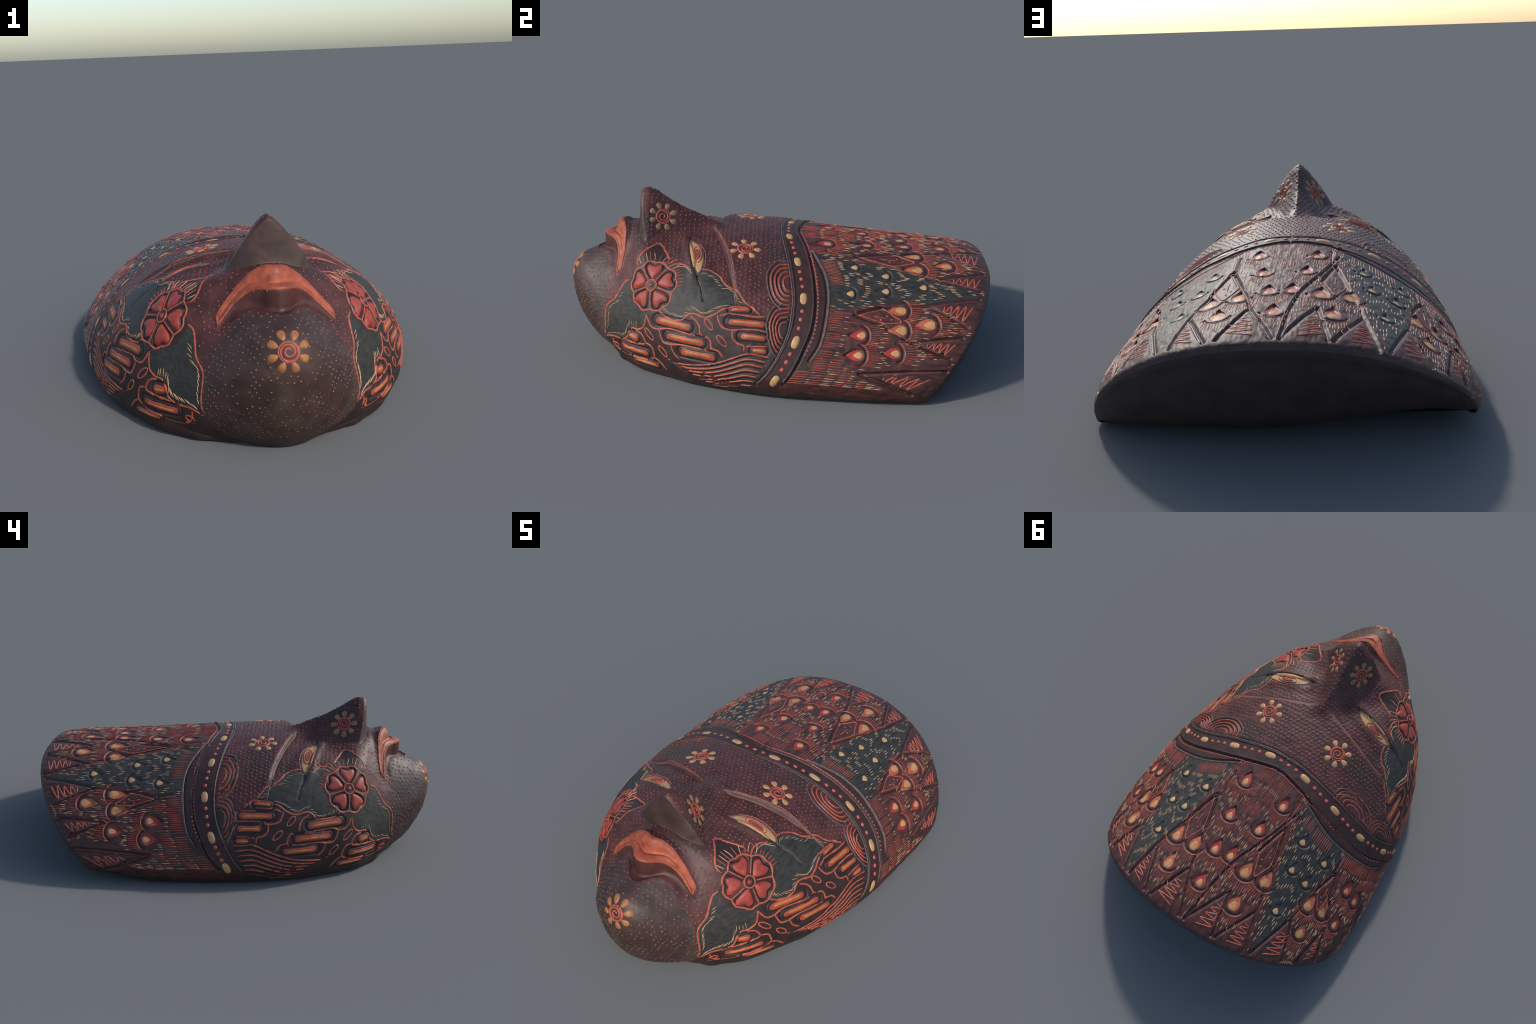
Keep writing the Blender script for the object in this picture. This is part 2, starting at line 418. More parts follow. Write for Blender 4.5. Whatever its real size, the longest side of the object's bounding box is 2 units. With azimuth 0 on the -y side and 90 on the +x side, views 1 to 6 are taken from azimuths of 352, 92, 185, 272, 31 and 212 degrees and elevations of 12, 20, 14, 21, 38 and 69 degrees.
LOZENGES = [   # apex, side, tail, side
    ((0.200, 0.365), (0.150, 0.540), (0.204, 0.655), (0.252, 0.530)), ((-0.188, 0.330), (-0.142, 0.492), (-0.190, 0.628), (-0.236, 0.512)),
    ((0.508, 0.348), (0.474, 0.470), (0.530, 0.565), (0.540, 0.462)), ((-0.508, 0.350), (-0.474, 0.470), (-0.530, 0.562), (-0.540, 0.462))]
RED_DROPS = [(0.112, 0.239, 0.530), (0.081, 0.426, 0.511), (-0.119, 0.250, 0.535), (-0.083, 0.412, 0.515), (0.046, 0.605, 0.489), (-0.038, 0.593, 0.494),
             (0.017, 0.782, 0.470), (0.582, 0.373, 0.279), (0.631, 0.517, 0.217), (0.637, 0.357, 0.209), (-0.590, 0.372, 0.274), (-0.624, 0.545, 0.223), (-0.642, 0.381, 0.201)]
ORANGE_DROPS = [(0.146, 0.644, 0.473), (0.253, 0.645, 0.447), (0.205, 0.785, 0.451), (-0.141, 0.620, 0.481), (-0.247, 0.605, 0.461), (-0.182, 0.783, 0.452),
                (0.480, 0.551, 0.353), (0.555, 0.546, 0.287), (0.535, 0.672, 0.308), (-0.472, 0.562, 0.351), (-0.551, 0.540, 0.303), (-0.515, 0.695, 0.318)]
GREEN_DROPS = [(0.274, 0.354, 0.467), (0.420, 0.330, 0.401), (0.312, 0.492, 0.441), (0.396, 0.487, 0.403), (0.359, 0.658, 0.406),
               (-0.295, 0.332, 0.483), (-0.325, 0.474, 0.456), (-0.436, 0.348, 0.410), (-0.412, 0.486, 0.408), (-0.363, 0.680, 0.406)]
GREEN_SECTOR = [(0.215, 0.170), (0.235, 0.330), (0.268, 0.520), (0.285, 0.610), (0.325, 0.720), (0.365, 0.900), (0.395, 0.900), (0.448, 0.680),
                (0.440, 0.560), (0.462, 0.440), (0.488, 0.330), (0.488, 0.230), (0.330, 0.215)]
LITTLE_FLOWERS = [((0.220, -0.142, 0.536), 1.0, 0.3, 'cream'), ((-0.197, -0.132, 0.553), 1.0, 0.5, 'cream'),
                  ((0.065, -0.537, 0.644), 0.95, 0.2, 'dull'), ((-0.083, -0.535, 0.646), 0.95, 0.4, 'dull'), ((-0.010, -0.990, 0.384), 1.0, 0.1, 'orange')]


def top_point(x, y):
    hit = TREE.ray_cast(Vector((x, y, 2.0)), Vector((0, 0, -1)))
    return hit[0] if hit[0] is not None else snap((x, y, 0.2))[0]


# ---------- cheeks ----------
def cheek(m, side):
    tag = dict(half=0.0050, high=0.0018, carve=0.0)
    for pts in (JAW_LEAF_FRONT, JAW_LEAF_BACK, EYE_LEAF_TOP_FRONT, EYE_LEAF_TOP, EYE_LEAF_BOTTOM, NOSE_LEAF):
        stroke('leaf_outline', 'wire', [m(p) for p in pts], **tag)
    for pts in SCROLL_WIRES:
        stroke('scroll_line', 'wire', [m(p) for p in pts], half=0.0047, high=0.0018, carve=0.0)
    for k in range(7):                       # waves between the top and the lowest line
        f = k / 6.0
        a = [Vector(p) * (1 - f) + Vector(q) * f for p, q in zip(WAVE_TOP, WAVE_LOW)]
        stroke('wave_line', 'wire', [m(p) for p in a[(0 if k < 1 else 1):]], half=0.0041, high=0.0026)
        if k:
            b = [Vector(p) * (1 - f + 0.08) + Vector(q) * (f - 0.08) for p, q in zip(WAVE_TOP, WAVE_LOW)]
            GOUGES.append(([m(p) for p in b], 0.006, 0.003))
    for a, b, hw in SCROLL_BARS:
        bar(m(a), m(b), hw)
    for a, b in SCROLL_SEEDS:
        pa, pb = Vector(m(a)), Vector(m(b)); mid = (pa + pb) / 2
        sp = Spot(mid); d = pb - pa
        ang = math.atan2(d.dot(sp.ex), d.dot(sp.ey)); h = d.length / 2
        ring = []
        for k in range(14):
            t = k / 14 * 2 * math.pi
            r = 0.012 * abs(math.sin(t)) ** 1.1 * (1 if math.sin(t) > 0 else -1)
            u = h * math.cos(t)
            ring.append(sp.at(u * math.sin(ang) + r * math.cos(ang), u * math.cos(ang) - r * math.sin(ang)))
        stroke('seed_outline', 'wire', ring, closed=True, half=0.0036)
    # the five-petalled flower
    flower = Spot(m((0.357, -0.563, 0.415)), flip=side)
    for k in range(5):
        ang = math.radians(-84 + 72 * k)
        heart = []
        for j in range(36):
            t = j / 36 * 2 * math.pi
            u = 0.061 + 0.036 * math.cos(t) - 0.015 * math.exp(-(min(t, 2 * math.pi - t) / 0.42) ** 2)
            w = 0.042 * math.sin(t) * (0.34 + 0.76 * (u - 0.025) / 0.072)
            u, w = u * 1.17, w * 1.17
            heart.append((u * math.sin(ang) + w * math.cos(ang), u * math.cos(ang) - w * math.sin(ang)))
        PADS.append(['petal', 'petal', flower, heart, 0.0040, ('cheek_flower', side)])
        GOUGES.append(([flower.at(a, b) for a, b in [(p[0] * 1.09, p[1] * 1.09) for p in heart] + [(heart[0][0] * 1.09, heart[0][1] * 1.09)]], 0.007, 0.005))
        for j in range(9):                   # pale stipple on the petals
            rr = random.uniform(0.048, 0.092); ww = random.uniform(-0.30, 0.30) * (rr - 0.02)
            DOTS.append((flower.at(rr * math.sin(ang) + ww * math.cos(ang), rr * math.cos(ang) - ww * math.sin(ang)), 0.0026, 'stipple', 0.0080))
        mid = ang + math.radians(36)
        stroke('petal_divider', 'wire', [flower.at(r * math.sin(mid), r * math.cos(mid)) for r in (0.032, 0.07, 0.112)], half=0.0034, high=0.002)
    lobes = []
    for k in range(60):
        a = k / 60 * 2 * math.pi
        c5 = math.cos(2.5 * (a - math.radians(-84))) ** 2
        r = 0.110 + 0.018 * c5 ** 0.5 - 0.008 * c5 ** 10
        lobes.append(flower.at(r * math.sin(a), r * math.cos(a)))
    stroke('flower_outline', 'wire', lobes, closed=True, half=0.0044, high=0.002)
    circle = [(0.012 * math.cos(k * math.pi / 12), 0.012 * math.sin(k * math.pi / 12)) for k in range(24)]
    PADS.append(['flower_heart', 'petal', flower, circle, 0.006, ('cheek_flower', side)])
    stroke('heart_ring', 'wire', [flower.at(a * 2.15, b * 2.15) for a, b in circle], closed=True, half=0.0038)
    KEEP_OUT.append((*flower.o, 0.120))
    # hairs inside the leaves
    def hairs(line, lean, lo, hi, n, mat='cream', inset=0.017, length=0.026):
        path = spline([m(p) for p in line], 0.004)
        for k in range(n):
            f = lo + (hi - lo) * (k + random.uniform(-0.2, 0.2)) / max(1, n - 1)
            i = int(min(max(f, 0), 0.999) * (len(path) - 2))
            sp = Spot(path[i]); t = (path[i + 1] - path[i])
            ty, tx = t.dot(sp.ey), t.dot(sp.ex)
            inward = Vector(m(LEAF_HEART[lean[0]])) - path[i]
            iy, ix = inward.dot(sp.ey), inward.dot(sp.ex)
            L = math.hypot(tx, ty); tx, ty = tx / L, ty / L
            M = math.hypot(ix, iy); ix, iy = ix / M, iy / M
            dx, dy = ix * lean[1] + tx * lean[2], iy * lean[1] + ty * lean[2]
            D = math.hypot(dx, dy); dx, dy = dx / D, dy / D
            le = length * random.uniform(0.8, 1.2)
            DASHES.append(([sp.at(ix * inset, iy * inset), sp.at(ix * inset + dx * le, iy * inset + dy * le)], 0.0019, mat))
    hairs(JAW_LEAF_FRONT, ('jaw', 0.5, -0.8), 0.25, 0.93, 12)
    hairs(JAW_LEAF_BACK, ('jaw', 0.7, 0.6), 0.05, 0.75, 18)
    hairs(EYE_LEAF_BOTTOM, ('eye', 0.5, -0.8), 0.03, 0.85, 26)
    hairs(EYE_LEAF_TOP, ('eye', 0.6, -0.75), 0.0, 0.8, 14)
    hairs(EYE_LEAF_TOP_FRONT, ('eye', 0.3, 0.95), 0.1, 0.9, 5, length=0.035)
    heart = flower
    for k in range(13):                      # rays of the little leaf beside the nose
        ang = math.radians(-128 + 8.2 * k)
        r0, r1 = 0.128, 0.155 + 0.036 * math.sin(math.pi * (k + 0.5) / 13)
        stroke('leaf_ray', 'cream' if k % 2 else 'wire', [flower.at(r * math.sin(ang), r * math.cos(ang)) for r in (r0, (r0 + r1) / 2, r1)],
               half=0.0026, high=0.002, single=False, taper=True)
    for k in range(5):
        ang = math.radians(-24 + 7 * k)
        stroke('leaf_ray', 'wire', [flower.at(r * math.sin(ang), r * math.cos(ang)) for r in (0.126, 0.14, 0.16)], half=0.0026, high=0.002, single=False, taper=True)


LEAF_HEART = {'jaw': (0.330, -0.700, 0.260), 'eye': (0.430, -0.340, 0.385)}
DASHES, DOTS = [], []


def bar(a, b, hw):
    a, b = Vector(a), Vector(b)
    sp = Spot((a + b) / 2); d = b - a
    ang = math.atan2(d.dot(sp.ex), d.dot(sp.ey)); h = d.length / 2
    rim = []
    wob = random.uniform(0, 6)
    for k in range(44):
        t = k / 44 * 2 * math.pi
        c, s = math.cos(t), math.sin(t)
        straight = h - hw
        u = hw * c + straight * (1 if c > 1e-6 else -1 if c < -1e-6 else 0)
        w = hw * s * (1 + 0.12 * math.sin(3 * u / h + wob))
        rim.append((u * math.sin(ang) + w * math.cos(ang), u * math.cos(ang) - w * math.sin(ang)))
    PADS.append(['scroll_bar', 'bar_red', sp, rim, 0.0032, None])
    core = [(0.90 * p, 0.90 * q) for p, q in rim]
    off = hw * -0.12
    slim = []
    for (p, q) in rim:                       # pale core, narrower than the bar
        u = p * math.sin(ang) + q * math.cos(ang); w = p * math.cos(ang) - q * math.sin(ang)
        u, w = u * 0.88, w * 0.50 + off
        slim.append((u * math.sin(ang) + w * math.cos(ang), u * math.cos(ang) - w * math.sin(ang)))
    PADS.append(['bar_core', 'bar_core', sp, slim, 0.0048, 'last'])
    moat = []
    for k in range(40):
        t = k / 40 * 2 * math.pi
        c, s = math.cos(t), math.sin(t)
        u = (hw + 0.009) * c + (h - hw) * (1 if c > 1e-6 else -1 if c < -1e-6 else 0); w = (hw + 0.009) * s
        moat.append(sp.at(u * math.sin(ang) + w * math.cos(ang), u * math.cos(ang) - w * math.sin(ang)))
    GOUGES.append((moat + [moat[0]], 0.008, 0.004))


both(cheek)


# ---------- eyes and brows ----------
def eye(m, side):
    lower, upper = spline([m(p) for p in EYE_LOWER], 0.006), spline([m(p) for p in EYE_UPPER], 0.006)
    centre = Vector(m((0.245, -0.368, 0.522)))
    sp = Spot(centre)
    loop = [(q - sp.o) for q in lower + upper[::-1][1:-1]]
    rim = [(q.dot(sp.ex), q.dot(sp.ey)) for q in loop]
    PADS.append(['eye', 'eye_white', sp, rim, 0.0035, None])
    iris = []
    for k in range(32):
        t = k / 32 * 2 * math.pi
        iris.append((side * 0.006 + 0.052 * math.cos(t), 0.008 + 0.020 * math.sin(t) + 0.105 * side * 0.050 * math.cos(t)))
    PADS.append(['iris', 'iris', sp, iris, 0.0056, 'last'])
    for s in (1.0, 0.55):
        stroke('iris_ring', 'wire', [sp.at(side * 0.006 + (a - side * 0.006) * s, 0.008 + (b - 0.008) * s) for a, b in iris], closed=True, half=0.0026, high=0.0072)
    stroke('eyelid_line', 'lid_grey', [m(p) for p in EYE_UPPER] + [m(p) for p in EYE_TAIL[1:]], half=0.0040, high=0.0030)
    stroke('eyelid_line', 'wire', [Vector(m(p)) + Vector((0, 0.009, 0)) for p in EYE_UPPER[1:-1]], half=0.0025)
    GOUGES.append(([m(p) for p in EYE_LOWER[1:]] + [m(p) for p in EYE_TAIL[1:]], 0.008, 0.005))
    stroke('brow_line', 'lid_grey', [Vector(m(p)) + Vector((0, 0.004, 0)) for p in BROW], half=0.0050, high=0.0030)
    stroke('brow_line', 'wire', [Vector(m(p)) + Vector((0, 0.011, 0)) for p in BROW[1:]], half=0.0022, high=0.002)
    KEEP_OUT.append((*centre, 0.055))
    KEEP_OUT.append((*Vector(m((0.165, -0.393, 0.545))), 0.03)); KEEP_OUT.append((*Vector(m((0.325, -0.355, 0.480))), 0.03))


both(eye)

# ---------- little sun flowers ----------
for pos, size, turn, kind in LITTLE_FLOWERS:
    sp = Spot(pos, turn)
    petal_mat = {'cream': 'cream_petal', 'dull': 'dull_petal', 'orange': 'orange_petal'}[kind]
    n = 8 if kind != 'cream' else 7
    spiral = []
    for k in range(40):
        t = k / 39
        r = size * (0.006 + 0.026 * min(1.0, t * 1.25)); a = t * 2 * math.pi * 2.15
        spiral.append(sp.at(r * math.cos(a), r * math.sin(a)))
    stroke('flower_spiral', 'wire', spiral, half=0.0042 * size, high=0.0032)
    ring = [sp.at(size * 0.036 * math.cos(k * math.pi / 10), size * 0.036 * math.sin(k * math.pi / 10)) for k in range(20)]
    stroke('flower_spiral', 'wire', ring, half=0.0034 * size, closed=True)
    for k in range(n):
        a = 2 * math.pi * k / n + turn
        rim = []
        for j in range(20):
            t = j / 20 * 2 * math.pi
            u = size * (0.055 + 0.019 * math.cos(t)); w = size * 0.0145 * math.sin(t) * (1 + 0.30 * math.cos(t))
            rim.append((u * math.cos(a) - w * math.sin(a), u * math.sin(a) + w * math.cos(a)))
        PADS.append(['petal', petal_mat, sp, rim, 0.0042, ('sun_flower', pos)])
    KEEP_OUT.append((*sp.o, 0.075 * size))


# ---------- head band ----------
def bands(m, side):
    front = [m(p) for p in HEADBAND_FRONT if p[0] > 0.0]; back = [m(p) for p in HEADBAND_BACK if p[0] > 0.0]
    front = [Vector((m((0.0, 0.022, 0.562))))] + front; back = [Vector((m((0.0, 0.097, 0.556))))] + back
    stroke('band_edge', 'lid_grey', front, half=0.0045, high=0.0030)
    stroke('band_edge', 'band', [Vector(p) + Vector((0, 0.009, 0)) for p in front], half=0.006, high=0.005)
    stroke('band_edge', 'band', back, half=0.0055, high=0.007)
    GOUGES.append(([Vector(p) + Vector((0, 0.011, 0)) for p in back], 0.009, 0.006))
    stroke('band_edge', 'barb_red', [Vector(p) + Vector((0, 0.021, 0)) for p in back[:4]], half=0.0028)
    GOUGES.append((front, 0.012, 0.004))
    thin = [m(p) for p in THIN_BAND_EDGE]
    GOUGES.append((thin, 0.009, 0.006))
    stroke('band_edge', 'lid_grey', [Vector(p) + Vector((0, 0.009, 0)) for p in thin], half=0.005, high=0.003)
    dots = spline([m(p) for p in THIN_BAND_DOTS], 0.002)
    acc, last = 1.0, dots[0]
    for p in dots:
        acc += (p - last).length; last = p
        if acc > 0.0185:
            acc = 0
            DOTS.append((p, 0.0050, 'bead_red', 0.004))
    # oval beads with three red ones between
    path = spline([m(p) for p in HEADBAND_MID], 0.002)
    length = [0.0]
    for p, q in zip(path, path[1:]):
        length.append(length[-1] + (q - p).length)
    stations = [0.080, 0.290, 0.500, 0.708, 0.900] if side > 0 else [0.128, 0.345, 0.545, 0.745, 0.905]
    prev = 0.080 - 0.215 if side > 0 else None
    marks = []
    for k, s in enumerate(stations):
        marks.append((s, True))
        if k + 1 < len(stations):
            g = stations[k + 1] - s
            marks += [(s + g * f, False) for f in (0.30, 0.50, 0.70)]
    if side > 0:
        marks += [(0.018, False)]
    else:
        marks += [(0.018 + 0.0, False), (0.062, False)]
    for s, big in marks:
        i = int(np.searchsorted(length, s))
        if i >= len(path) - 1:
            continue
        p, d = path[i], path[i + 1] - path[i]
        sp = Spot(p)
        ang = math.atan2(d.dot(sp.ex), d.dot(sp.ey))
        L, Wd = (0.031, 0.0165) if big else (0.0105, 0.0092)
        rim = []
        for j in range(24):
            t = j / 24 * 2 * math.pi
            u = L * math.copysign(abs(math.cos(t)) ** 0.8, math.cos(t)); w = Wd * math.copysign(abs(math.sin(t)) ** 0.8, math.sin(t))
            rim.append((u * math.sin(ang) + w * math.cos(ang), u * math.cos(ang) - w * math.sin(ang)))
        PADS.append(['band_bead', 'bead_cream' if big else 'bead_red', sp, rim, 0.0042 if big else 0.004, None])
    for arc in SCALLOPS:
        pts = [Vector(m(p)) for p in arc]
        base = (pts[0] + pts[-1]) / 2
        for k, f in enumerate((1.16, 0.96, 0.76, 0.56, 0.34)):
            stroke('scallop_line', 'lid_grey' if k == 0 else 'wire', [base + (p - base) * f for p in pts], half=0.0045 if k == 0 else 0.0036, high=0.0032)
            if k:
                GOUGES.append(([base + (p - base) * (f + 0.1) for p in pts], 0.006, 0.004))
        KEEP_OUT.append((*(base + (pts[2] - base) * 0.5), 0.085))


both(bands)


# ---------- headdress ----------
def drop(pos, kind):
    x, y, z = pos
    sp = Spot(pos)
    scale = {'red': 1.20, 'orange': 1.36, 'green': 0.95}[kind] * random.uniform(0.94, 1.06)
    rim = []
    tip = -0.050 * scale; end = 0.019 * scale; half = 0.0285 * scale
    lean = random.uniform(-0.006, 0.006)
    for j in range(36):
        t = j / 36 * 2 * math.pi
        u = (end + tip) / 2 + (end - tip) / 2 * math.cos(t)
        f = (u - tip) / (end - tip)
        w = half * math.sin(t) * (0.22 + 0.98 * f)
        rim.append((w + lean * (1 - f), u))
    if kind != 'green':
        PADS.append(['feather_drop', 'drop_red' if kind == 'red' else 'drop_orange', sp, rim, 0.0016, None])
    else:
        PADS.append(['feather_drop', 'leaf_green', sp, rim, 0.0014, None])
    core = []
    cu, cl, cw = (-0.003, 0.022, 0.0170) if kind == 'red' else (-0.004, 0.029, 0.0215) if kind == 'orange' else (0.0, 0.0190, 0.0160)
    for j in range(24):
        t = j / 24 * 2 * math.pi
        core.append((cw * math.sin(t) * (1 + 0.35 * math.cos(t)), cu + cl * math.cos(t)))
    PADS.append(['drop_core', 'bead_cream' if kind != 'orange' else 'drop_cream', sp, core, 0.0030, 'last'])
    PITS.append((sp, rim, tip, end, 0.010 if kind != 'green' else 0.006))
    # dark bow and fan of barbs behind the round end
    bow = [sp.at(half * 1.25 * math.sin(a), end * 0.2 + (end * 1.35) * math.cos(a)) for a in np.linspace(-1.5, 1.5, 11)]
    if kind != 'green':
        mat = 'barb_red' if kind == 'red' else 'barb_orange'
        stroke('drop_bow', mat, [sp.at(half * 1.40 * math.sin(a), end * 0.15 + end * 1.75 * math.cos(a)) for a in np.linspace(-1.35, 1.35, 11)], half=0.0028, high=0.002, single=False)
        n = 11
        for k in range(n):
            a = (k - (n - 1) / 2) / (n - 1) * 2.0
            r0 = end * 1.9
            le = random.uniform(0.040, 0.058) * (1 - 0.25 * abs(a))
            x0, y0 = half * 1.35 * math.sin(a), end * 0.15 + end * 1.8 * math.cos(a)
            DASHES.append(([sp.at(x0, y0), sp.at(x0 + 0.010 * a + 0.002, y0 + le)], 0.0022, mat))
            if k % 2 == 0:
                DASHES.append(([sp.at(x0 + 0.011 * a, y0 + le + 0.004), sp.at(x0 + 0.014 * a, y0 + le + 0.030)], 0.0025, 'cream'))
        FANS.append((sp.o.x, sp.o.y, sp.o.z, sp))
    GOUGES.append((bow, 0.009, 0.005))
    KEEP_OUT.append((*sp.at(0, -0.008), 0.036 * scale))


PITS, FANS = [], []
for pos in RED_DROPS:
    drop(pos, 'red')
for pos in ORANGE_DROPS:
    drop(pos, 'orange')
for pos in GREEN_DROPS:
    drop(pos, 'green')


def tooth(apex, b1, b2, low=False):
    A, B, C = [Vector(p) for p in (apex, b1, b2)]
    GOUGES.append(([A, (A + B) / 2, B], 0.013, 0.010)); GOUGES.append(([A, (A + C) / 2, C], 0.013, 0.010))
    inner = (A + B + C) / 3
    ins = lambda p, f=0.12: p + (inner - p) * f
    stroke('tooth_edge', 'ridge', [ins(A, 0.10), ins((A + B) / 2), ins(B, 0.1)], half=0.0060, high=0.0030)
    stroke('tooth_edge', 'ridge', [ins(A, 0.10), ins((A + C) / 2), ins(C, 0.1)], half=0.0060, high=0.0030)
    base = (B + C) / 2
    zig = []
    for k in range(9):
        f = 0.07 + 0.58 * k / 8
        c = base + (A - base) * f
        half_w = (C - B) * 0.5 * (1 - f) * 0.80
        zig.append(c + half_w * (0.95 if k % 2 else -0.45) + (A - base) * (0.02 if k % 2 else 0))
    stroke('tooth_squiggle', 'wire', zig, half=0.0040, high=0.002)
    for f in np.linspace(0.0, 0.92, 9):
        KEEP_OUT.append((*(base + (A - base) * f), max(0.018, (C - B).length * 0.5 * (1 - f) + 0.010)))


for apex, b1, b2 in EDGE_TEETH:
    tooth(top_point(*apex), top_point(*b1), top_point(*b2))
tooth(*LOW_TOOTH)
tooth(*[mirror(p) for p in LOW_TOOTH])

for corners in LOZENGES:
    a, b, c, d = [top_point(*p) for p in corners]
    mid = (a + b + c + d) / 4
    k = 0.86
    i = [mid + (p - mid) * k for p in (a, b, c, d)]
    ring = []
    for p, q in zip(i, i[1:] + i[:1]):
        ring += [p, p * 0.5 + q * 0.5 + ((p + q) * 0.5 - mid) * 0.10]
    stroke('lozenge_outline', 'wire', ring, half=0.0036, high=0.0035, closed=True)
    for s, q in ((b, -1), (d, 1)):
        GOUGES.append(([a, (a + s) / 2, s], 0.014, 0.012))
        stroke('lozenge_ridge', 'ridge', [a + (mid - a) * 0.02, (a + s) / 2 + (mid - s) * 0.05, s + (mid - s) * 0.06], half=0.0042, high=0.003)
    # spine reaching to the band
    root = top_point(a.x, a.y - 0.150) if abs(a.x) < 0.3 else snap((a.x * 0.985, a.y - 0.09, a.z + 0.012))[0]
    stroke('lozenge_ridge', 'ridge', [a, (a + root) / 2, root], half=0.0065, high=0.0035)
    GOUGES.append(([Vector(p) + Vector((-0.016 if a.x > 0 else 0.016, 0, 0)) for p in (a, (a + root) / 2, root)], 0.009, 0.006))
    stroke('lozenge_stem', 'wire', [mid + (a - mid) * 0.30, mid + (c - mid) * 0.20], half=0.0026, high=0.003)
    for f, s in ((0.0, 0.3), (0.25, -0.3), (-0.2, 0.05), (0.45, 0.0)):
        DOTS.append((mid + (c - mid) * f + (d - b) * 0.5 * s, 0.0055, 'bead_red', 0.004))
    for f in np.linspace(0, 1, 6):
        KEEP_OUT.append((*(a + (c - a) * f), 0.020 + 0.026 * math.sin(math.pi * f)))

# long cuts that carry the lozenge sides on to the toothed edge
LONG_CUTS = [[(0.150, 0.540), (0.118, 0.650), (0.100, 0.750)], [(0.252, 0.530), (0.290, 0.640), (0.315, 0.725)], [(0.474, 0.470), (0.462, 0.580), (0.455, 0.668)],
             [(0.540, 0.462), (0.572, 0.530), (0.600, 0.586)], [(-0.200, 0.231), (-0.149, 0.395), (-0.075, 0.588), (-0.041, 0.759), (-0.019, 0.968)],
             [(-0.236, 0.512), (-0.268, 0.640), (-0.290, 0.746)], [(-0.474, 0.470), (-0.458, 0.580), (-0.445, 0.668)], [(-0.540, 0.462), (-0.572, 0.530), (-0.600, 0.590)]]
for cut in LONG_CUTS:
    pts = [top_point(*p) for p in cut]
    GOUGES.append((pts, 0.011, 0.009))
    push = Vector((0.012 if pts[0].x > 0 else -0.012, 0, 0))
    stroke('lozenge_ridge', 'ridge', [p - push for p in pts], half=0.0034, high=0.0022)

# lips: rounded red edges
def lip_edges():
    top, low = [], []
    for a in np.linspace(-0.205, 0.205, 41):
        soft = a * a / (abs(a) + 0.03)
        yt, yb = float(table(LIP_TOP, np.array([soft]))[0]), float(table(LIP_BOTTOM, np.array([soft]))[0])
        ct = cb = FEATURE_AXIS
        top.append(top_point(a + ct, yt)); low.append(top_point(a + cb, yb + 0.004))
    stroke('lip_edge', 'lip', top, half=0.0050, high=0.0026)
    stroke('lip_edge', 'lip', low, half=0.0060, high=0.0030)
    for s, e in ((0, 0), (-1, -1)):
        stroke('lip_edge', 'lip', [top[s], (top[s] + low[e]) / 2, low[e]], half=0.0060, high=0.004)


lip_edges()


# =====================================================================
#  4. REGIONS of the shell, fields of dots and dashes
# =====================================================================
def in_polygon(px, py, poly):
    inside = np.zeros(px.shape, bool)
    x0, y0 = poly[-1]
    for x1, y1 in poly:
        c = ((y1 > py) != (y0 > py)) & (px < (x0 - x1) * (py - y1) / (y0 - y1 + 1e-12) + x1)
        inside ^= c
        x0, y0 = x1, y1
    return inside


def flat(points):
    """control points as (y, |girth|)"""
    pts = np.array([tuple(p) for p in points])
    return list(zip(pts[:, 1], np.abs(girth(pts[:, 0], pts[:, 1], pts[:, 2]))))


JAW_LEAF_POLY = flat(JAW_LEAF_FRONT + JAW_LEAF_BACK + FLOWER_RIM[10:])
EYE_LEAF_POLY = flat(EYE_LEAF_TOP_FRONT + [EYE_TAIL[0]] + EYE_LEAF_TOP + EYE_LEAF_BOTTOM[::-1] + FLOWER_RIM[9:3:-1])
NOSE_LEAF_POLY = flat(NOSE_LEAF + FLOWER_RIM[3:1:-1])
FLOWER_POLY = flat(FLOWER_RIM)
CHEEK_EDGE = sorted(flat(JAW_LEAF_BACK + EYE_LEAF_BOTTOM[:-2] + [EYE_LEAF_TOP[-2], EYE_LEAF_TOP[-1], (0.53, -0.03, 0.335)]))
CHEEK_EDGE = (np.array([p[0] for p in CHEEK_EDGE]), np.array([p[1] for p in CHEEK_EDGE]))

# face-centre fields
cx_, cy_, cz_ = [0.25 * (A[:-1, :-1] + A[1:, :-1] + A[:-1, 1:] + A[1:, 1:]) for A in (X, Y, Z)]
cw_ = girth(cx_, cy_, cz_); caw = np.abs(cw_)
cdx = cx_ - table(CENTRE_SHIFT, cy_)
cu = np.abs(np.linspace(-1, 1, COLS)); cu = (0.5 * (cu[1:] + cu[:-1]))[None, :] + 0 * cx_
cv = (0.5 * (V[1:] + V[:-1]))[:, None] + 0 * cx_
LABELS = ['face', 'headdress', 'headband', 'cheek', 'jaw_leaf', 'eye_leaf', 'nose_leaf', 'flower_bed', 'nose', 'upper_lip', 'lower_lip', 'chin', 'feather_patch', 'rim', 'nose_underside']
label = np.zeros(cx_.shape, int)
bb = behind_band(cw_, cy_)
front_gap = cy_ - np.interp(caw, *BAND_F)
label[(cy_ < -0.80) & (cz_ < 0.47)] = LABELS.index('chin')
cheek_zone = (cy_ > -0.805) & (cy_ < 0.06) & (caw > np.interp(cy_, *CHEEK_EDGE))
label[cheek_zone] = LABELS.index('cheek')
for name, poly in (('jaw_leaf', JAW_LEAF_POLY), ('eye_leaf', EYE_LEAF_POLY), ('nose_leaf', NOSE_LEAF_POLY), ('flower_bed', FLOWER_POLY)):
    label[in_polygon(cy_, caw, poly)] = LABELS.index(name)
nose_t = np.abs(cx_ - FEATURE_AXIS) / table(NOSE_HALF, cy_)
label[(nose_t < 1.0) & (cy_ > nose_front(cx_ - FEATURE_AXIS) - 0.010) & (cy_ < -0.29) & (cz_ > 0.5)] = LABELS.index('nose')
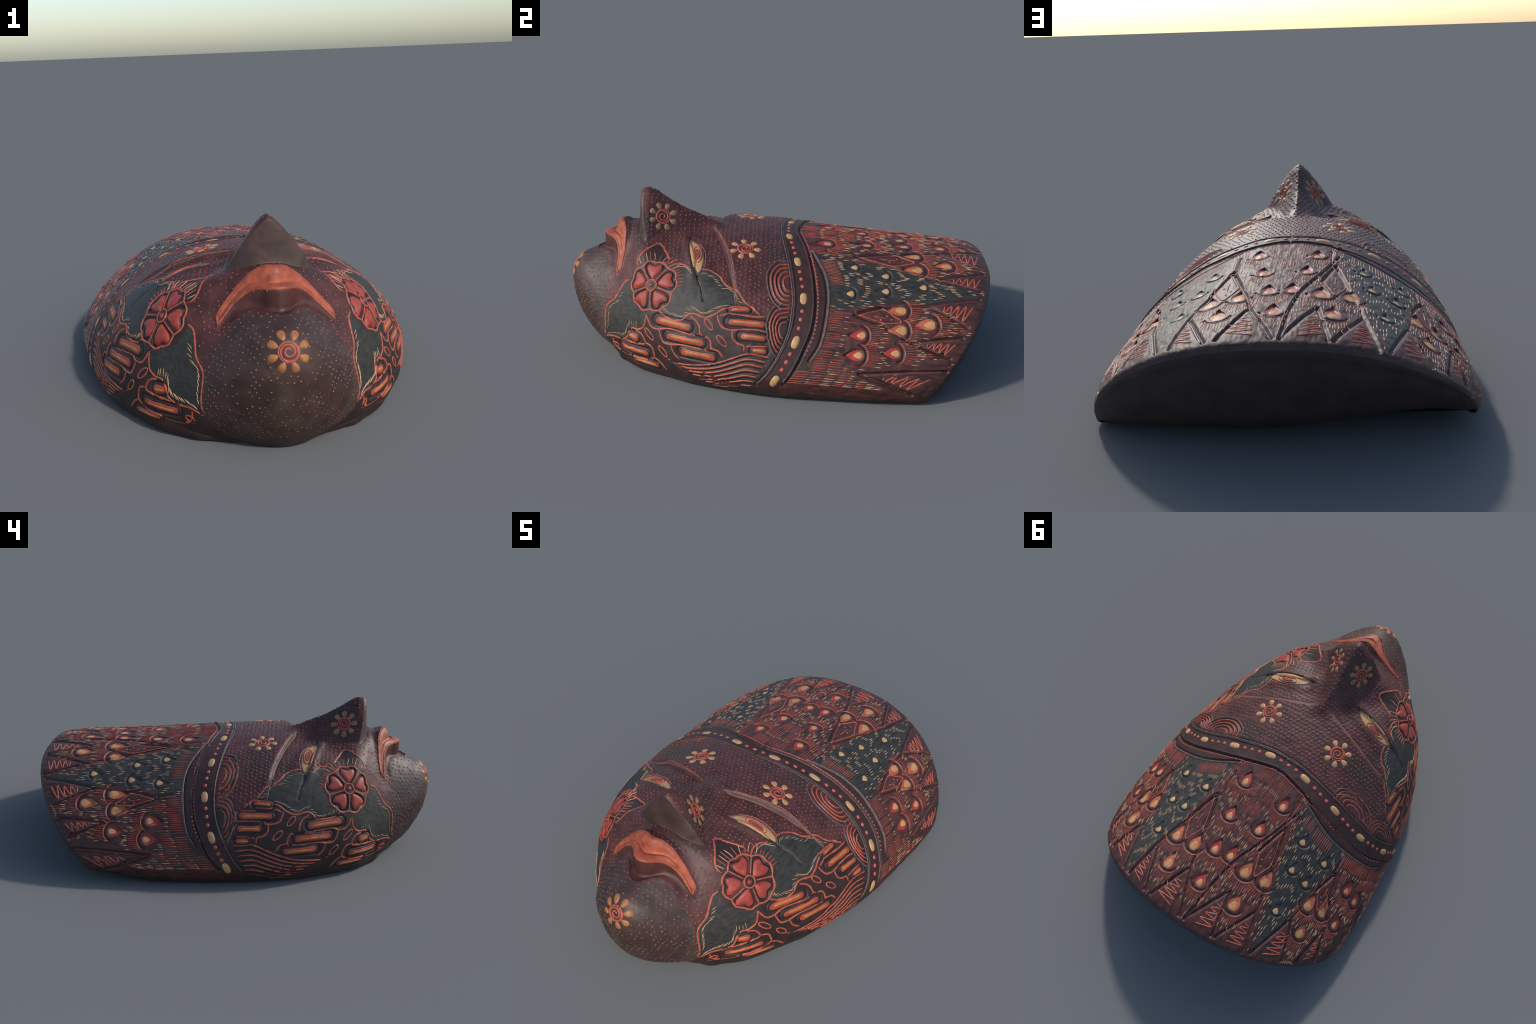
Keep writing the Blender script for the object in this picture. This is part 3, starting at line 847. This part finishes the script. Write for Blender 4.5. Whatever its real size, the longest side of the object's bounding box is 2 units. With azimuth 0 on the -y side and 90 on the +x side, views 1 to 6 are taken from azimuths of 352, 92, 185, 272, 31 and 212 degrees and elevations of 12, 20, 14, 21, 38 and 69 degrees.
label[(nose_t < 1.05) & (np.abs(cy_ - nose_front(cx_ - FEATURE_AXIS)) < 0.009) & (cz_ > 0.57)] = LABELS.index('nose_underside')
lip_s, lip_below = lip_across(cx_ - FEATURE_AXIS, cy_)
on_lip = (lip_below > 0.003) & (lip_s < 1.0) & (np.abs(cx_ - FEATURE_AXIS) < 0.208) & (cz_ > 0.36)
label[on_lip & (lip_s > 0.62)] = LABELS.index('upper_lip')
label[on_lip & (lip_s <= 0.62)] = LABELS.index('lower_lip')
label[front_gap > 0] = LABELS.index('headband')
label[bb > 0] = LABELS.index('headdress')
green = in_polygon(np.abs(cx_), cy_, GREEN_SECTOR) & (bb > 0)
label[green] = LABELS.index('feather_patch')
label[(cu > 0.962) | (cv < 0.020) | (cv > 0.993)] = LABELS.index('rim')

keep = np.array(KEEP_OUT)


def clear(p, extra=0.0):
    d = np.linalg.norm(keep[:, :3] - np.array(p)[None, :], axis=1)
    return bool((d > keep[:, 3] + extra).all())


total_length = 2.62
FIELD_DOTS = []
pitch = 0.0225
row_of = np.searchsorted(V, np.arange(0.03, 0.62, pitch / total_length))
for k, r in enumerate(row_of):
    if r >= ROWS - 1:
        break
    seg = np.linalg.norm(np.diff(P[r], axis=0), axis=1)
    arc = np.concatenate([[0], np.cumsum(seg)]); arc -= arc[COLS // 2]
    s = np.arange(-0.95, 0.95, pitch) + (pitch / 2 if k % 2 else 0)
    for a in s:
        if a < arc[2] or a > arc[-3]:
            continue
        a = a + random.uniform(-0.0022, 0.0022)
        c = int(np.clip(np.searchsorted(arc, a), 1, COLS - 2))
        rr = min(r + random.randint(-1, 1), ROWS - 2)
        L = LABELS[label[rr, c]]
        p = P[rr, c]
        if L not in ('face', 'nose', 'chin') or p[2] < 0.05:
            continue
        if L == 'nose' and N[rr, c, 1] < -0.6:
            continue
        if front_gap[rr, c] > -0.008 or 0 > lip_below[rr, c] > -0.035 and abs(p[0]) < 0.17 or not clear(p):
            continue
        dx = p[0] - float(table(CENTRE_SHIFT, p[1:2])[0])
        if abs(brow_offset(np.array(dx), p[1])) < 0.012 and 0.03 < abs(dx) < 0.5:
            continue
        if p[1] < -0.60 and random.random() < 0.42:
            continue
        size = 0.0038 if p[1] > -0.60 else 0.0036
        FIELD_DOTS.append((Vector(p), size * random.uniform(0.8, 1.2), 'dot_pink' if p[1] > -0.9 else 'dot_amber', 0.003))
DOTS += FIELD_DOTS

# ---- dashes: the barbs of the headdress ----
fan_spots = [f[3] for f in FANS]


def in_fan(p):
    for sp in fan_spots:
        d = p - sp.o
        if d.length < 0.10:
            a, b = d.dot(sp.ex), d.dot(sp.ey)
            if 0.015 < b < 0.080 and abs(a) < 0.034 + 0.15 * b:
                return True
    return False


row_gap = np.linalg.norm(np.diff(P[:, COLS // 2], axis=0), axis=1)
lane = 0
c = 26
mid_row = int(np.searchsorted(V, 0.70))
step_len = np.linalg.norm(np.diff(P[mid_row], axis=0), axis=1)
while c < COLS - 26:
    lane += 1
    r = int(np.searchsorted(V, 0.58)) + random.randint(0, 12)
    while r < ROWS - 16:
        p = P[r, c]
        b_ = float(behind_band(W[r, c], Y[r, c]))
        if b_ < 0.014:
            r += 2
            continue
        ax = abs(p[0])
        mat, length, gap, chance = 'cream', random.uniform(0.022, 0.032), random.uniform(0.004, 0.010), 0.90
        lab = LABELS[min(label[r, min(c, COLS - 2)], 13)] if r < ROWS - 1 else 'rim'
        if lab == 'rim':
            break
        if lab == 'feather_patch':
            chance = 0.95 if (p[1] + 1.15 * abs((ax - 0.36) % 0.09 - 0.045)) % 0.080 < 0.030 else 0.06
            if 0.25 < ax < 0.44 and b_ < 0.085:
                mat, length, gap, chance = 'barb_orange', 0.075, 0.006, 0.95
        elif ax < 0.185 and b_ < 0.15 + 0.10 * (1 - ax / 0.185):
            mat, length, gap, chance = 'barb_red', 0.085, 0.007, 0.96
        elif ax > 0.49 and b_ < 0.11:
            mat, length, gap, chance = ('barb_orange' if p[2] < 0.17 else 'barb_red'), 0.070, 0.008, 0.95
        elif p[2] < 0.15:
            mat, length, gap, chance = random.choice(['barb_orange', 'cream', 'barb_red']), 0.055, 0.008, 0.85
        else:
            # chevrons: cream tips step diagonally between red barbs
            chevron = (p[1] + 1.15 * abs((ax + 0.05) % 0.10 - 0.05)) % 0.072
            if chevron > 0.030:
                mat, chance, length = ('barb_red' if ax < 0.1 or ax > 0.57 else 'barb_orange'), 0.62, length * 1.3
        rg = max(0.0012, float(row_gap[min(r, ROWS - 2)]))
        rows = max(2, int(length / rg))
        r2 = min(r + rows, ROWS - 14)
        rm = (r + r2) // 2
        lean = 0
        q, mid = P[r2, min(COLS - 2, max(1, c + lean))], P[rm, c]
        if random.random() < chance and all(clear(t, 0.003) for t in (p, mid, q)) and not in_fan(Vector(mid)):
            DASHES.append(([Vector(p), Vector(mid), Vector(q)], random.uniform(0.0024, 0.0031) if mat == 'cream' else random.uniform(0.0022, 0.0028), mat))
            if mat.startswith('barb') and random.random() < 0.55 and clear(q, 0.012):
                q2 = P[min(r2 + 10, ROWS - 2), c]
                DASHES.append(([Vector(P[min(r2 + 2, ROWS - 3), c]), Vector(q2)], 0.0024, 'cream'))
        r = r2 + int(gap / rg)
    c += int(round(0.0106 / max(step_len[min(c, COLS - 2)], 0.0012)))

# =====================================================================
#  5. RELIEF carved into the shell
# =====================================================================
D = np.zeros((ROWS, COLS))
kd = KDTree(ROWS * COLS)
flatP = P.reshape(-1, 3).tolist()
for i, q in enumerate(flatP):
    kd.insert(q, i)
kd.balance()
Dflat = D.reshape(-1)


def surface_samples(pts, step=0.004):
    return [snap(q)[0] for q in spline(pts, step)]


for pts, radius, depth in GOUGES:
    best = {}
    for q in surface_samples(pts):
        for co, i, d in kd.find_range(q, radius):
            if d < best.get(i, 9):
                best[i] = d
    for i, d in best.items():
        h = -depth * (1 - (d / radius) ** 2) ** 2
        if h < Dflat[i]:
            Dflat[i] = h
for sp, rim, tip, end, depth in PITS:
    for co, i, d in kd.find_range(sp.at(0, (tip + end) / 2), 0.055):
        q = co - sp.o
        a, b = q.dot(sp.ex), q.dot(sp.ey)
        f = (b - tip) / (end - tip)
        if 0 <= f <= 1:
            half = 0.030 * (end / 0.021) * math.sqrt(max(0, 1 - (2 * f - 1) ** 2)) * (0.30 + 0.85 * f) + 1e-4
            e = 1 - min(1, abs(a) / half) ** 4
            h = -depth * e * (1 - f) ** 0.6
            if h < Dflat[i]:
                Dflat[i] = h
for p, size, mat, high in FIELD_DOTS:
    for co, i, d in kd.find_range(p, 0.009):
        h = (0.0017 if p.y > -0.6 else 0.0009) * math.exp(-(d / 0.0052) ** 2)
        if 0 <= Dflat[i] < h:
            Dflat[i] = h
on_head = smooth(0.0, 0.02, behind_band(W, Y))
grain = lattice_noise(P * np.array([1.0, 0.22, 1.0]), 0.0085, 3)
D += on_head * (0.0011 * grain + 0.0013 * lattice_noise(P, 0.022, 5))
D += 0.0016 * lattice_noise(P, 0.060, 11) + 0.0006 * lattice_noise(P, 0.018, 17)
D *= smooth(0.0, 0.03, V)[:, None] * (0.25 + 0.75 * smooth(1.0, 0.985, V)[:, None])
P = P + N * D[..., None]
P[..., 2] = np.maximum(P[..., 2], 0.0)
N = grid_normals(P)
if N[ROWS // 2, COLS // 2, 2] < 0:
    N = -N
TREE = tree_of(P, 1)


# =====================================================================
#  6. MATERIALS
# =====================================================================
def material(name, dark, light, scale=40.0, rough=0.5, bump=0.15, stretch=(1, 1, 1), spots=None):
    m = bpy.data.materials.new(name); m.use_nodes = True
    nt = m.node_tree; nt.nodes.clear()
    out = nt.nodes.new('ShaderNodeOutputMaterial'); b = nt.nodes.new('ShaderNodeBsdfPrincipled')
    nt.links.new(b.outputs[0], out.inputs[0])
    co = nt.nodes.new('ShaderNodeTexCoord'); mp = nt.nodes.new('ShaderNodeMapping')
    mp.inputs['Scale'].default_value = stretch
    nt.links.new(co.outputs['Object'], mp.inputs[0])
    nz = nt.nodes.new('ShaderNodeTexNoise'); nz.inputs['Scale'].default_value = scale; nz.inputs['Detail'].default_value = 5
    nt.links.new(mp.outputs[0], nz.inputs['Vector'])
    ramp = nt.nodes.new('ShaderNodeValToRGB')
    ramp.color_ramp.elements[0].position = 0.32; ramp.color_ramp.elements[0].color = (*dark, 1)
    ramp.color_ramp.elements[1].position = 0.70; ramp.color_ramp.elements[1].color = (*light, 1)
    nt.links.new(nz.outputs['Fac'], ramp.inputs[0])
    colour = ramp.outputs[0]
    if spots:
        tint, sc, lo, hi = spots
        n2 = nt.nodes.new('ShaderNodeTexNoise'); n2.inputs['Scale'].default_value = sc; n2.inputs['Detail'].default_value = 3
        nt.links.new(co.outputs['Object'], n2.inputs['Vector'])
        r2 = nt.nodes.new('ShaderNodeMapRange'); r2.inputs[1].default_value = lo; r2.inputs[2].default_value = hi
        nt.links.new(n2.outputs['Fac'], r2.inputs[0])
        mix = nt.nodes.new('ShaderNodeMix'); mix.data_type = 'RGBA'
        nt.links.new(r2.outputs[0], mix.inputs[0]); nt.links.new(colour, mix.inputs[6]); mix.inputs[7].default_value = (*tint, 1)
        colour = mix.outputs[2]
    nt.links.new(colour, b.inputs['Base Color'])
    b.inputs['Roughness'].default_value = rough
    b.inputs['Specular IOR Level'].default_value = 0.42
    if bump:
        bp = nt.nodes.new('ShaderNodeBump'); bp.inputs['Strength'].default_value = bump; bp.inputs['Distance'].default_value = 0.004
        n3 = nt.nodes.new('ShaderNodeTexNoise'); n3.inputs['Scale'].default_value = scale * 4; n3.inputs['Detail'].default_value = 4
        nt.links.new(mp.outputs[0], n3.inputs['Vector'])
        nt.links.new(n3.outputs['Fac'], bp.inputs['Height']); nt.links.new(bp.outputs[0], b.inputs['Normal'])
    return m


PALETTE = {
    'face': material('stained_maroon_wood', (0.046, 0.014, 0.012), (0.098, 0.029, 0.024), 16, 0.52, 0.06, spots=((0.040, 0.024, 0.019), 5, 0.54, 0.72)),
    'chin': material('worn_brown_wood', (0.035, 0.019, 0.016), (0.064, 0.033, 0.028), 14, 0.52, 0.06, spots=((0.066, 0.047, 0.033), 7, 0.55, 0.75)),
    'cheek': material('dark_brown_wood', (0.020, 0.011, 0.010), (0.040, 0.019, 0.017), 20, 0.55, 0.08),
    'leaf_green': material('grey_black_dye', (0.018, 0.0170, 0.0145), (0.042, 0.039, 0.034), 60, 0.58, 0.10, stretch=(1, 0.35, 1)),
    'band': material('band_dark_dye', (0.030, 0.012, 0.010), (0.054, 0.021, 0.018), 24, 0.53, 0.06),
    'headdress': material('headdress_dye', (0.026, 0.012, 0.010), (0.105, 0.031, 0.024), 55, 0.54, 0.12, stretch=(1, 0.25, 1)),
    'rim':        material('bare_rim_wood', (0.030, 0.019, 0.018), (0.060, 0.036, 0.033), 18, 0.6, 0.15),
    'end':        material('bare_back_wood', (0.030, 0.020, 0.019), (0.048, 0.030, 0.028), 12, 0.7, 0.15),
    'lip':        material('lip_orange_dye', (0.230, 0.045, 0.022), (0.42, 0.100, 0.045), 26, 0.5, 0.15, spots=((0.16, 0.030, 0.018), 11, 0.52, 0.70)),
    'wire': material('orange_line', (0.31, 0.056, 0.033), (0.48, 0.108, 0.058), 60, 0.5, 0.0),
    'cream': material('cream_dash', (0.40, 0.22, 0.115), (0.57, 0.36, 0.20), 90, 0.5, 0.0),
    'barb_red': material('crimson_barb', (0.25, 0.042, 0.030), (0.42, 0.088, 0.055), 50, 0.5, 0.0),
    'barb_orange': material('orange_barb', (0.26, 0.055, 0.034), (0.42, 0.105, 0.060), 50, 0.5, 0.0),
    'petal': material('petal_red', (0.24, 0.032, 0.024), (0.38, 0.056, 0.040), 40, 0.5, 0.1),
    'stipple': material('petal_stipple', (0.46, 0.16, 0.080), (0.54, 0.21, 0.11), 60, 0.5, 0.0),
    'bar_red': material('bar_red', (0.28, 0.042, 0.026), (0.40, 0.070, 0.036), 40, 0.5, 0.0),
    'bar_core': material('bar_amber', (0.36, 0.125, 0.034), (0.48, 0.20, 0.060), 40, 0.5, 0.0),
    'bead_cream': material('bead_cream', (0.44, 0.23, 0.090), (0.56, 0.33, 0.15), 60, 0.5, 0.05),
    'bead_red':   material('bead_red', (0.40, 0.070, 0.045), (0.54, 0.12, 0.075), 60, 0.5, 0.0),
    'drop_red':   material('drop_crimson', (0.26, 0.018, 0.018), (0.44, 0.050, 0.035), 40, 0.5, 0.05),
    'drop_orange': material('drop_orange', (0.34, 0.075, 0.032), (0.46, 0.13, 0.055), 40, 0.5, 0.05),
    'drop_cream': material('drop_cream', (0.42, 0.19, 0.070), (0.54, 0.28, 0.12), 40, 0.5, 0.05),
    'lid_grey': material('worn_grey_line', (0.075, 0.048, 0.045), (0.13, 0.086, 0.080), 60, 0.55, 0.0),
    'ridge': material('ridge_brown', (0.085, 0.034, 0.034), (0.150, 0.060, 0.058), 50, 0.5, 0.0),
    'eye_white': material('eye_amber', (0.40, 0.20, 0.075), (0.56, 0.33, 0.15), 30, 0.5, 0.05),
    'iris':       material('iris_mauve', (0.16, 0.045, 0.040), (0.26, 0.080, 0.065), 40, 0.5, 0.0),
    'cream_petal': material('cream_petal', (0.38, 0.18, 0.075), (0.52, 0.30, 0.14), 50, 0.5, 0.0),
    'dull_petal': material('dull_petal', (0.20, 0.105, 0.055), (0.34, 0.19, 0.10), 50, 0.5, 0.0),
    'orange_petal': material('orange_petal', (0.27, 0.090, 0.030), (0.38, 0.16, 0.055), 50, 0.5, 0.0),
    'dot_pink': material('dot_pink', (0.13, 0.045, 0.042), (0.24, 0.085, 0.075), 30, 0.5, 0.0),
    'dot_amber': material('dot_amber', (0.17, 0.068, 0.040), (0.27, 0.115, 0.065), 30, 0.5, 0.0),
}

# =====================================================================
#  7. OBJECTS
# =====================================================================
scene = bpy.context.scene
mask = bpy.data.objects.new('carved_mask', None)
scene.collection.objects.link(mask)
mask['label'] = 'carved wooden face mask with red and black batik ornament'
mask['category'] = 'mask'


def add(name, mesh, parent, kind=None):
    o = bpy.data.objects.new(name, mesh)
    scene.collection.objects.link(o)
    o.parent = parent
    if kind:
        o['kind'] = kind
    return o


def mesh_from(name, verts, faces, mat, normals=None):
    me = bpy.data.meshes.new(name)
    me.from_pydata([tuple(v) for v in verts], [], [tuple(f) for f in faces])
    me.polygons.foreach_set('use_smooth', np.ones(len(faces), bool))
    me.materials.append(PALETTE[mat])
    me.update()
    if normals is not None:
        me.normals_split_custom_set_from_vertices(normals)
    return me


# ---- the shell, split by region, normals shared ----
allP, allN = P.reshape(-1, 3), N.reshape(-1, 3)
quads = quads_of(np.arange(ROWS * COLS).reshape(ROWS, COLS))
flip = np.dot(np.cross(allP[quads[0 + COLS * 300, 1]] - allP[quads[COLS * 300, 0]], allP[quads[COLS * 300, 2]] - allP[quads[COLS * 300, 0]]), allN[quads[COLS * 300, 0]]) < 0
if flip:
    quads = quads[:, ::-1]
lab = label.reshape(-1)
right_side = (cw_ > 0).reshape(-1)
PART_MATERIAL = {'face': 'face', 'headdress': 'headdress', 'headband': 'band', 'cheek': 'cheek', 'jaw_leaf': 'leaf_green', 'eye_leaf': 'leaf_green',
                 'nose_leaf': 'cheek', 'flower_bed': 'cheek', 'nose': 'face', 'upper_lip': 'lip', 'lower_lip': 'lip', 'chin': 'chin',
                 'feather_patch': 'leaf_green', 'rim': 'rim', 'nose_underside': 'chin'}
PAIRED = {'cheek', 'jaw_leaf', 'eye_leaf', 'nose_leaf', 'flower_bed', 'feather_patch'}
parts = {}
for k, name in enumerate(LABELS):
    for side in ((True, False) if name in PAIRED else (None,)):
        sel = lab == k
        if side is not None:
            sel = sel & (right_side == side)
        if not sel.any():
            continue
        f = quads[sel]
        used, inv = np.unique(f, return_inverse=True)
        me = mesh_from(name, allP[used].tolist(), inv.reshape(-1, 4).tolist(), PART_MATERIAL[name], allN[used].tolist())
        part_name = {'jaw_leaf': 'leaf', 'eye_leaf': 'leaf', 'nose_leaf': 'leaf'}.get(name, name)
        parts[(name, side)] = add(part_name, me, mask)

crest = P[-1]
wall = end_wall(crest)
wall += 0.0035 * lattice_noise(wall, 0.09, 23)[..., None] * np.array([0, 1, 0]) * np.linspace(0, 1, len(wall))[:, None, None]
wall[..., 2] = np.maximum(wall[..., 2], 0.001)
grid = np.vstack([crest[None], wall])
wf = quads_of(np.arange(grid.shape[0] * COLS).reshape(grid.shape[0], COLS))
wf = wf[:, ::-1] if flip else wf
add('back_wall', mesh_from('back_wall', grid.reshape(-1, 3).tolist(), wf.tolist(), 'end'), mask)
ring = np.concatenate([P[::8, 0], P[::8, -1][::-1]])
under = np.stack([P[::8, 0], P[::8, -1]], 1).copy(); under[..., 2] = np.maximum(under[..., 2], 0.002)
add('underside', mesh_from('underside', under.reshape(-1, 3).tolist(), quads_of(np.arange(under.shape[0] * 2).reshape(-1, 2)).tolist(), 'end'), mask)


# ---- raised lines ----
CROSS = ((-1.0, -0.45), (-0.62, 0.72), (0.0, 1.0), (0.62, 0.72), (1.0, -0.45))


def ribbon(points, half, high, closed=False, taper=False, wobble=0.0):
    pts = [snap(q) for q in points]
    n = len(pts)
    verts, faces = [], []
    for i, (p, nn) in enumerate(pts):
        a = pts[i - 1][0] if (i or closed) else p
        b = pts[(i + 1) % n][0] if (i < n - 1 or closed) else p
        t = b - a
        if t.length < 1e-7:
            t = Vector((0, 1, 0))
        side = nn.cross(t).normalized()
        h = half * (1 + wobble * (math.sin(i * 1.7) * 0.5 + math.sin(i * 0.61 + 1) * 0.5))
        k = 1.0
        if not closed:
            e = min(i, n - 1 - i) / max(1.0, (n - 1) * (0.5 if taper else min(0.5, 3.0 / n)))
            k = 0.35 + 0.65 * min(1.0, e) ** 0.6
        for u, v in CROSS:
            verts.append(p + side * (u * h * k) + nn * (high * v * (0.6 + 0.4 * k)))
    m = len(CROSS)
    for i in range(n if closed else n - 1):
        j = (i + 1) % n
        for s in range(m - 1):
            faces.append((i * m + s, j * m + s, j * m + s + 1, i * m + s + 1))
    return verts, faces


counts = {}
bundles = {}


def to_bundle(name, mat, verts, faces):
    bv, bf = bundles.setdefault((name, mat), ([], []))
    o = len(bv)
    bv += verts
    bf += [tuple(i + o for i in f) for f in faces]


HOME = {'band_edge': 'headband', 'scallop_line': 'headband', 'tooth_edge': 'headdress', 'tooth_squiggle': 'headdress', 'lozenge_outline': 'headdress',
        'lozenge_ridge': 'headdress', 'lozenge_stem': 'headdress', 'band_bead': 'headband'}


def home(name):
    h = HOME.get(name)
    return parts[(h, None)] if h else mask


for name, mat, pts, half, high, single, closed, taper in STROKES:
    verts, faces = ribbon(spline(pts, 0.005, closed), half, high, closed, taper, 0.22)
    if single:
        add(name, mesh_from(name, verts, faces, mat), home(name))
    else:
        to_bundle(name, mat, verts, faces)
for pts, half, mat in DASHES:
    pts = [Vector(p) for p in pts]
    if len(pts) == 2:
        pts = [pts[0], (pts[0] + pts[1]) / 2, pts[1]]
    fine = []
    for a, b in zip(pts, pts[1:]):
        k = max(1, int((b - a).length / 0.009))
        fine += [a + (b - a) * (i / k) for i in range(k)]
    fine.append(pts[-1])
    bendy = Vector((random.uniform(-0.0012, 0.0012), 0, 0))
    fine = [q + bendy * math.sin(3.1 * i / len(fine)) for i, q in enumerate(fine)]
    v, f = ribbon(fine, half, 0.0018, False, True)
    to_bundle('barb', mat, v, f)

# ---- dots ----
for p, r, mat, high in DOTS:
    loc, nn = snap(p)
    tx = nn.orthogonal().normalized(); ty = nn.cross(tx)
    verts = [loc + nn * (high * 0.55)]
    for rr, hh in ((0.62, 0.42), (1.0, -0.25)):
        for k in range(8):
            a = k * math.pi / 4
            verts.append(loc + (tx * math.cos(a) + ty * math.sin(a)) * (r * rr) + nn * (high * hh))
    faces = [(0, 1 + k, 1 + (k + 1) % 8) for k in range(8)]
    faces += [(1 + k, 9 + k, 9 + (k + 1) % 8, 1 + (k + 1) % 8) for k in range(8)]
    to_bundle('dot', mat, verts, faces)
for (name, mat), (v, f) in bundles.items():
    add({'barb': 'feather_barbs', 'dot': 'wax_dots', 'leaf_ray': 'leaf_rays', 'drop_bow': 'drop_bows'}.get(name, name), mesh_from(name, v, f, mat), mask, 'stuff')


# ---- pads: petals, drops, beads, bars ----
def pad_mesh(name, mat, sp, rim, high, rings=6):
    n = len(rim)
    ca, cb = sum(p[0] for p in rim) / n, sum(p[1] for p in rim) / n
    verts, faces = [], []
    loc, nn = sp.on(ca, cb)
    verts.append(loc + nn * high)
    for k in range(1, rings + 1):
        r = k / rings
        h = high * (1 - r ** 3.2) - 0.0010 * r ** 4
        for a, b in rim:
            loc, nn = sp.on(ca + (a - ca) * r, cb + (b - cb) * r)
            verts.append(loc + nn * h)
    for j in range(n):
        faces.append((0, 1 + j, 1 + (j + 1) % n))
    for k in range(rings - 1):
        o, q = 1 + k * n, 1 + (k + 1) * n
        for j in range(n):
            faces.append((o + j, q + j, q + (j + 1) % n, o + (j + 1) % n))
    return mesh_from(name, verts, faces, mat)


groups, last = {}, None
for name, mat, sp, rim, high, key in PADS:
    me = pad_mesh(name, mat, sp, rim, high)
    if key == 'last':
        add(name, me, last)
        continue
    parent = home(name)
    if key is not None:
        if key not in groups:
            g = bpy.data.objects.new(key[0], None); scene.collection.objects.link(g); g.parent = mask
            groups[key] = g
        parent = groups[key]
    last = add(name, me, parent)
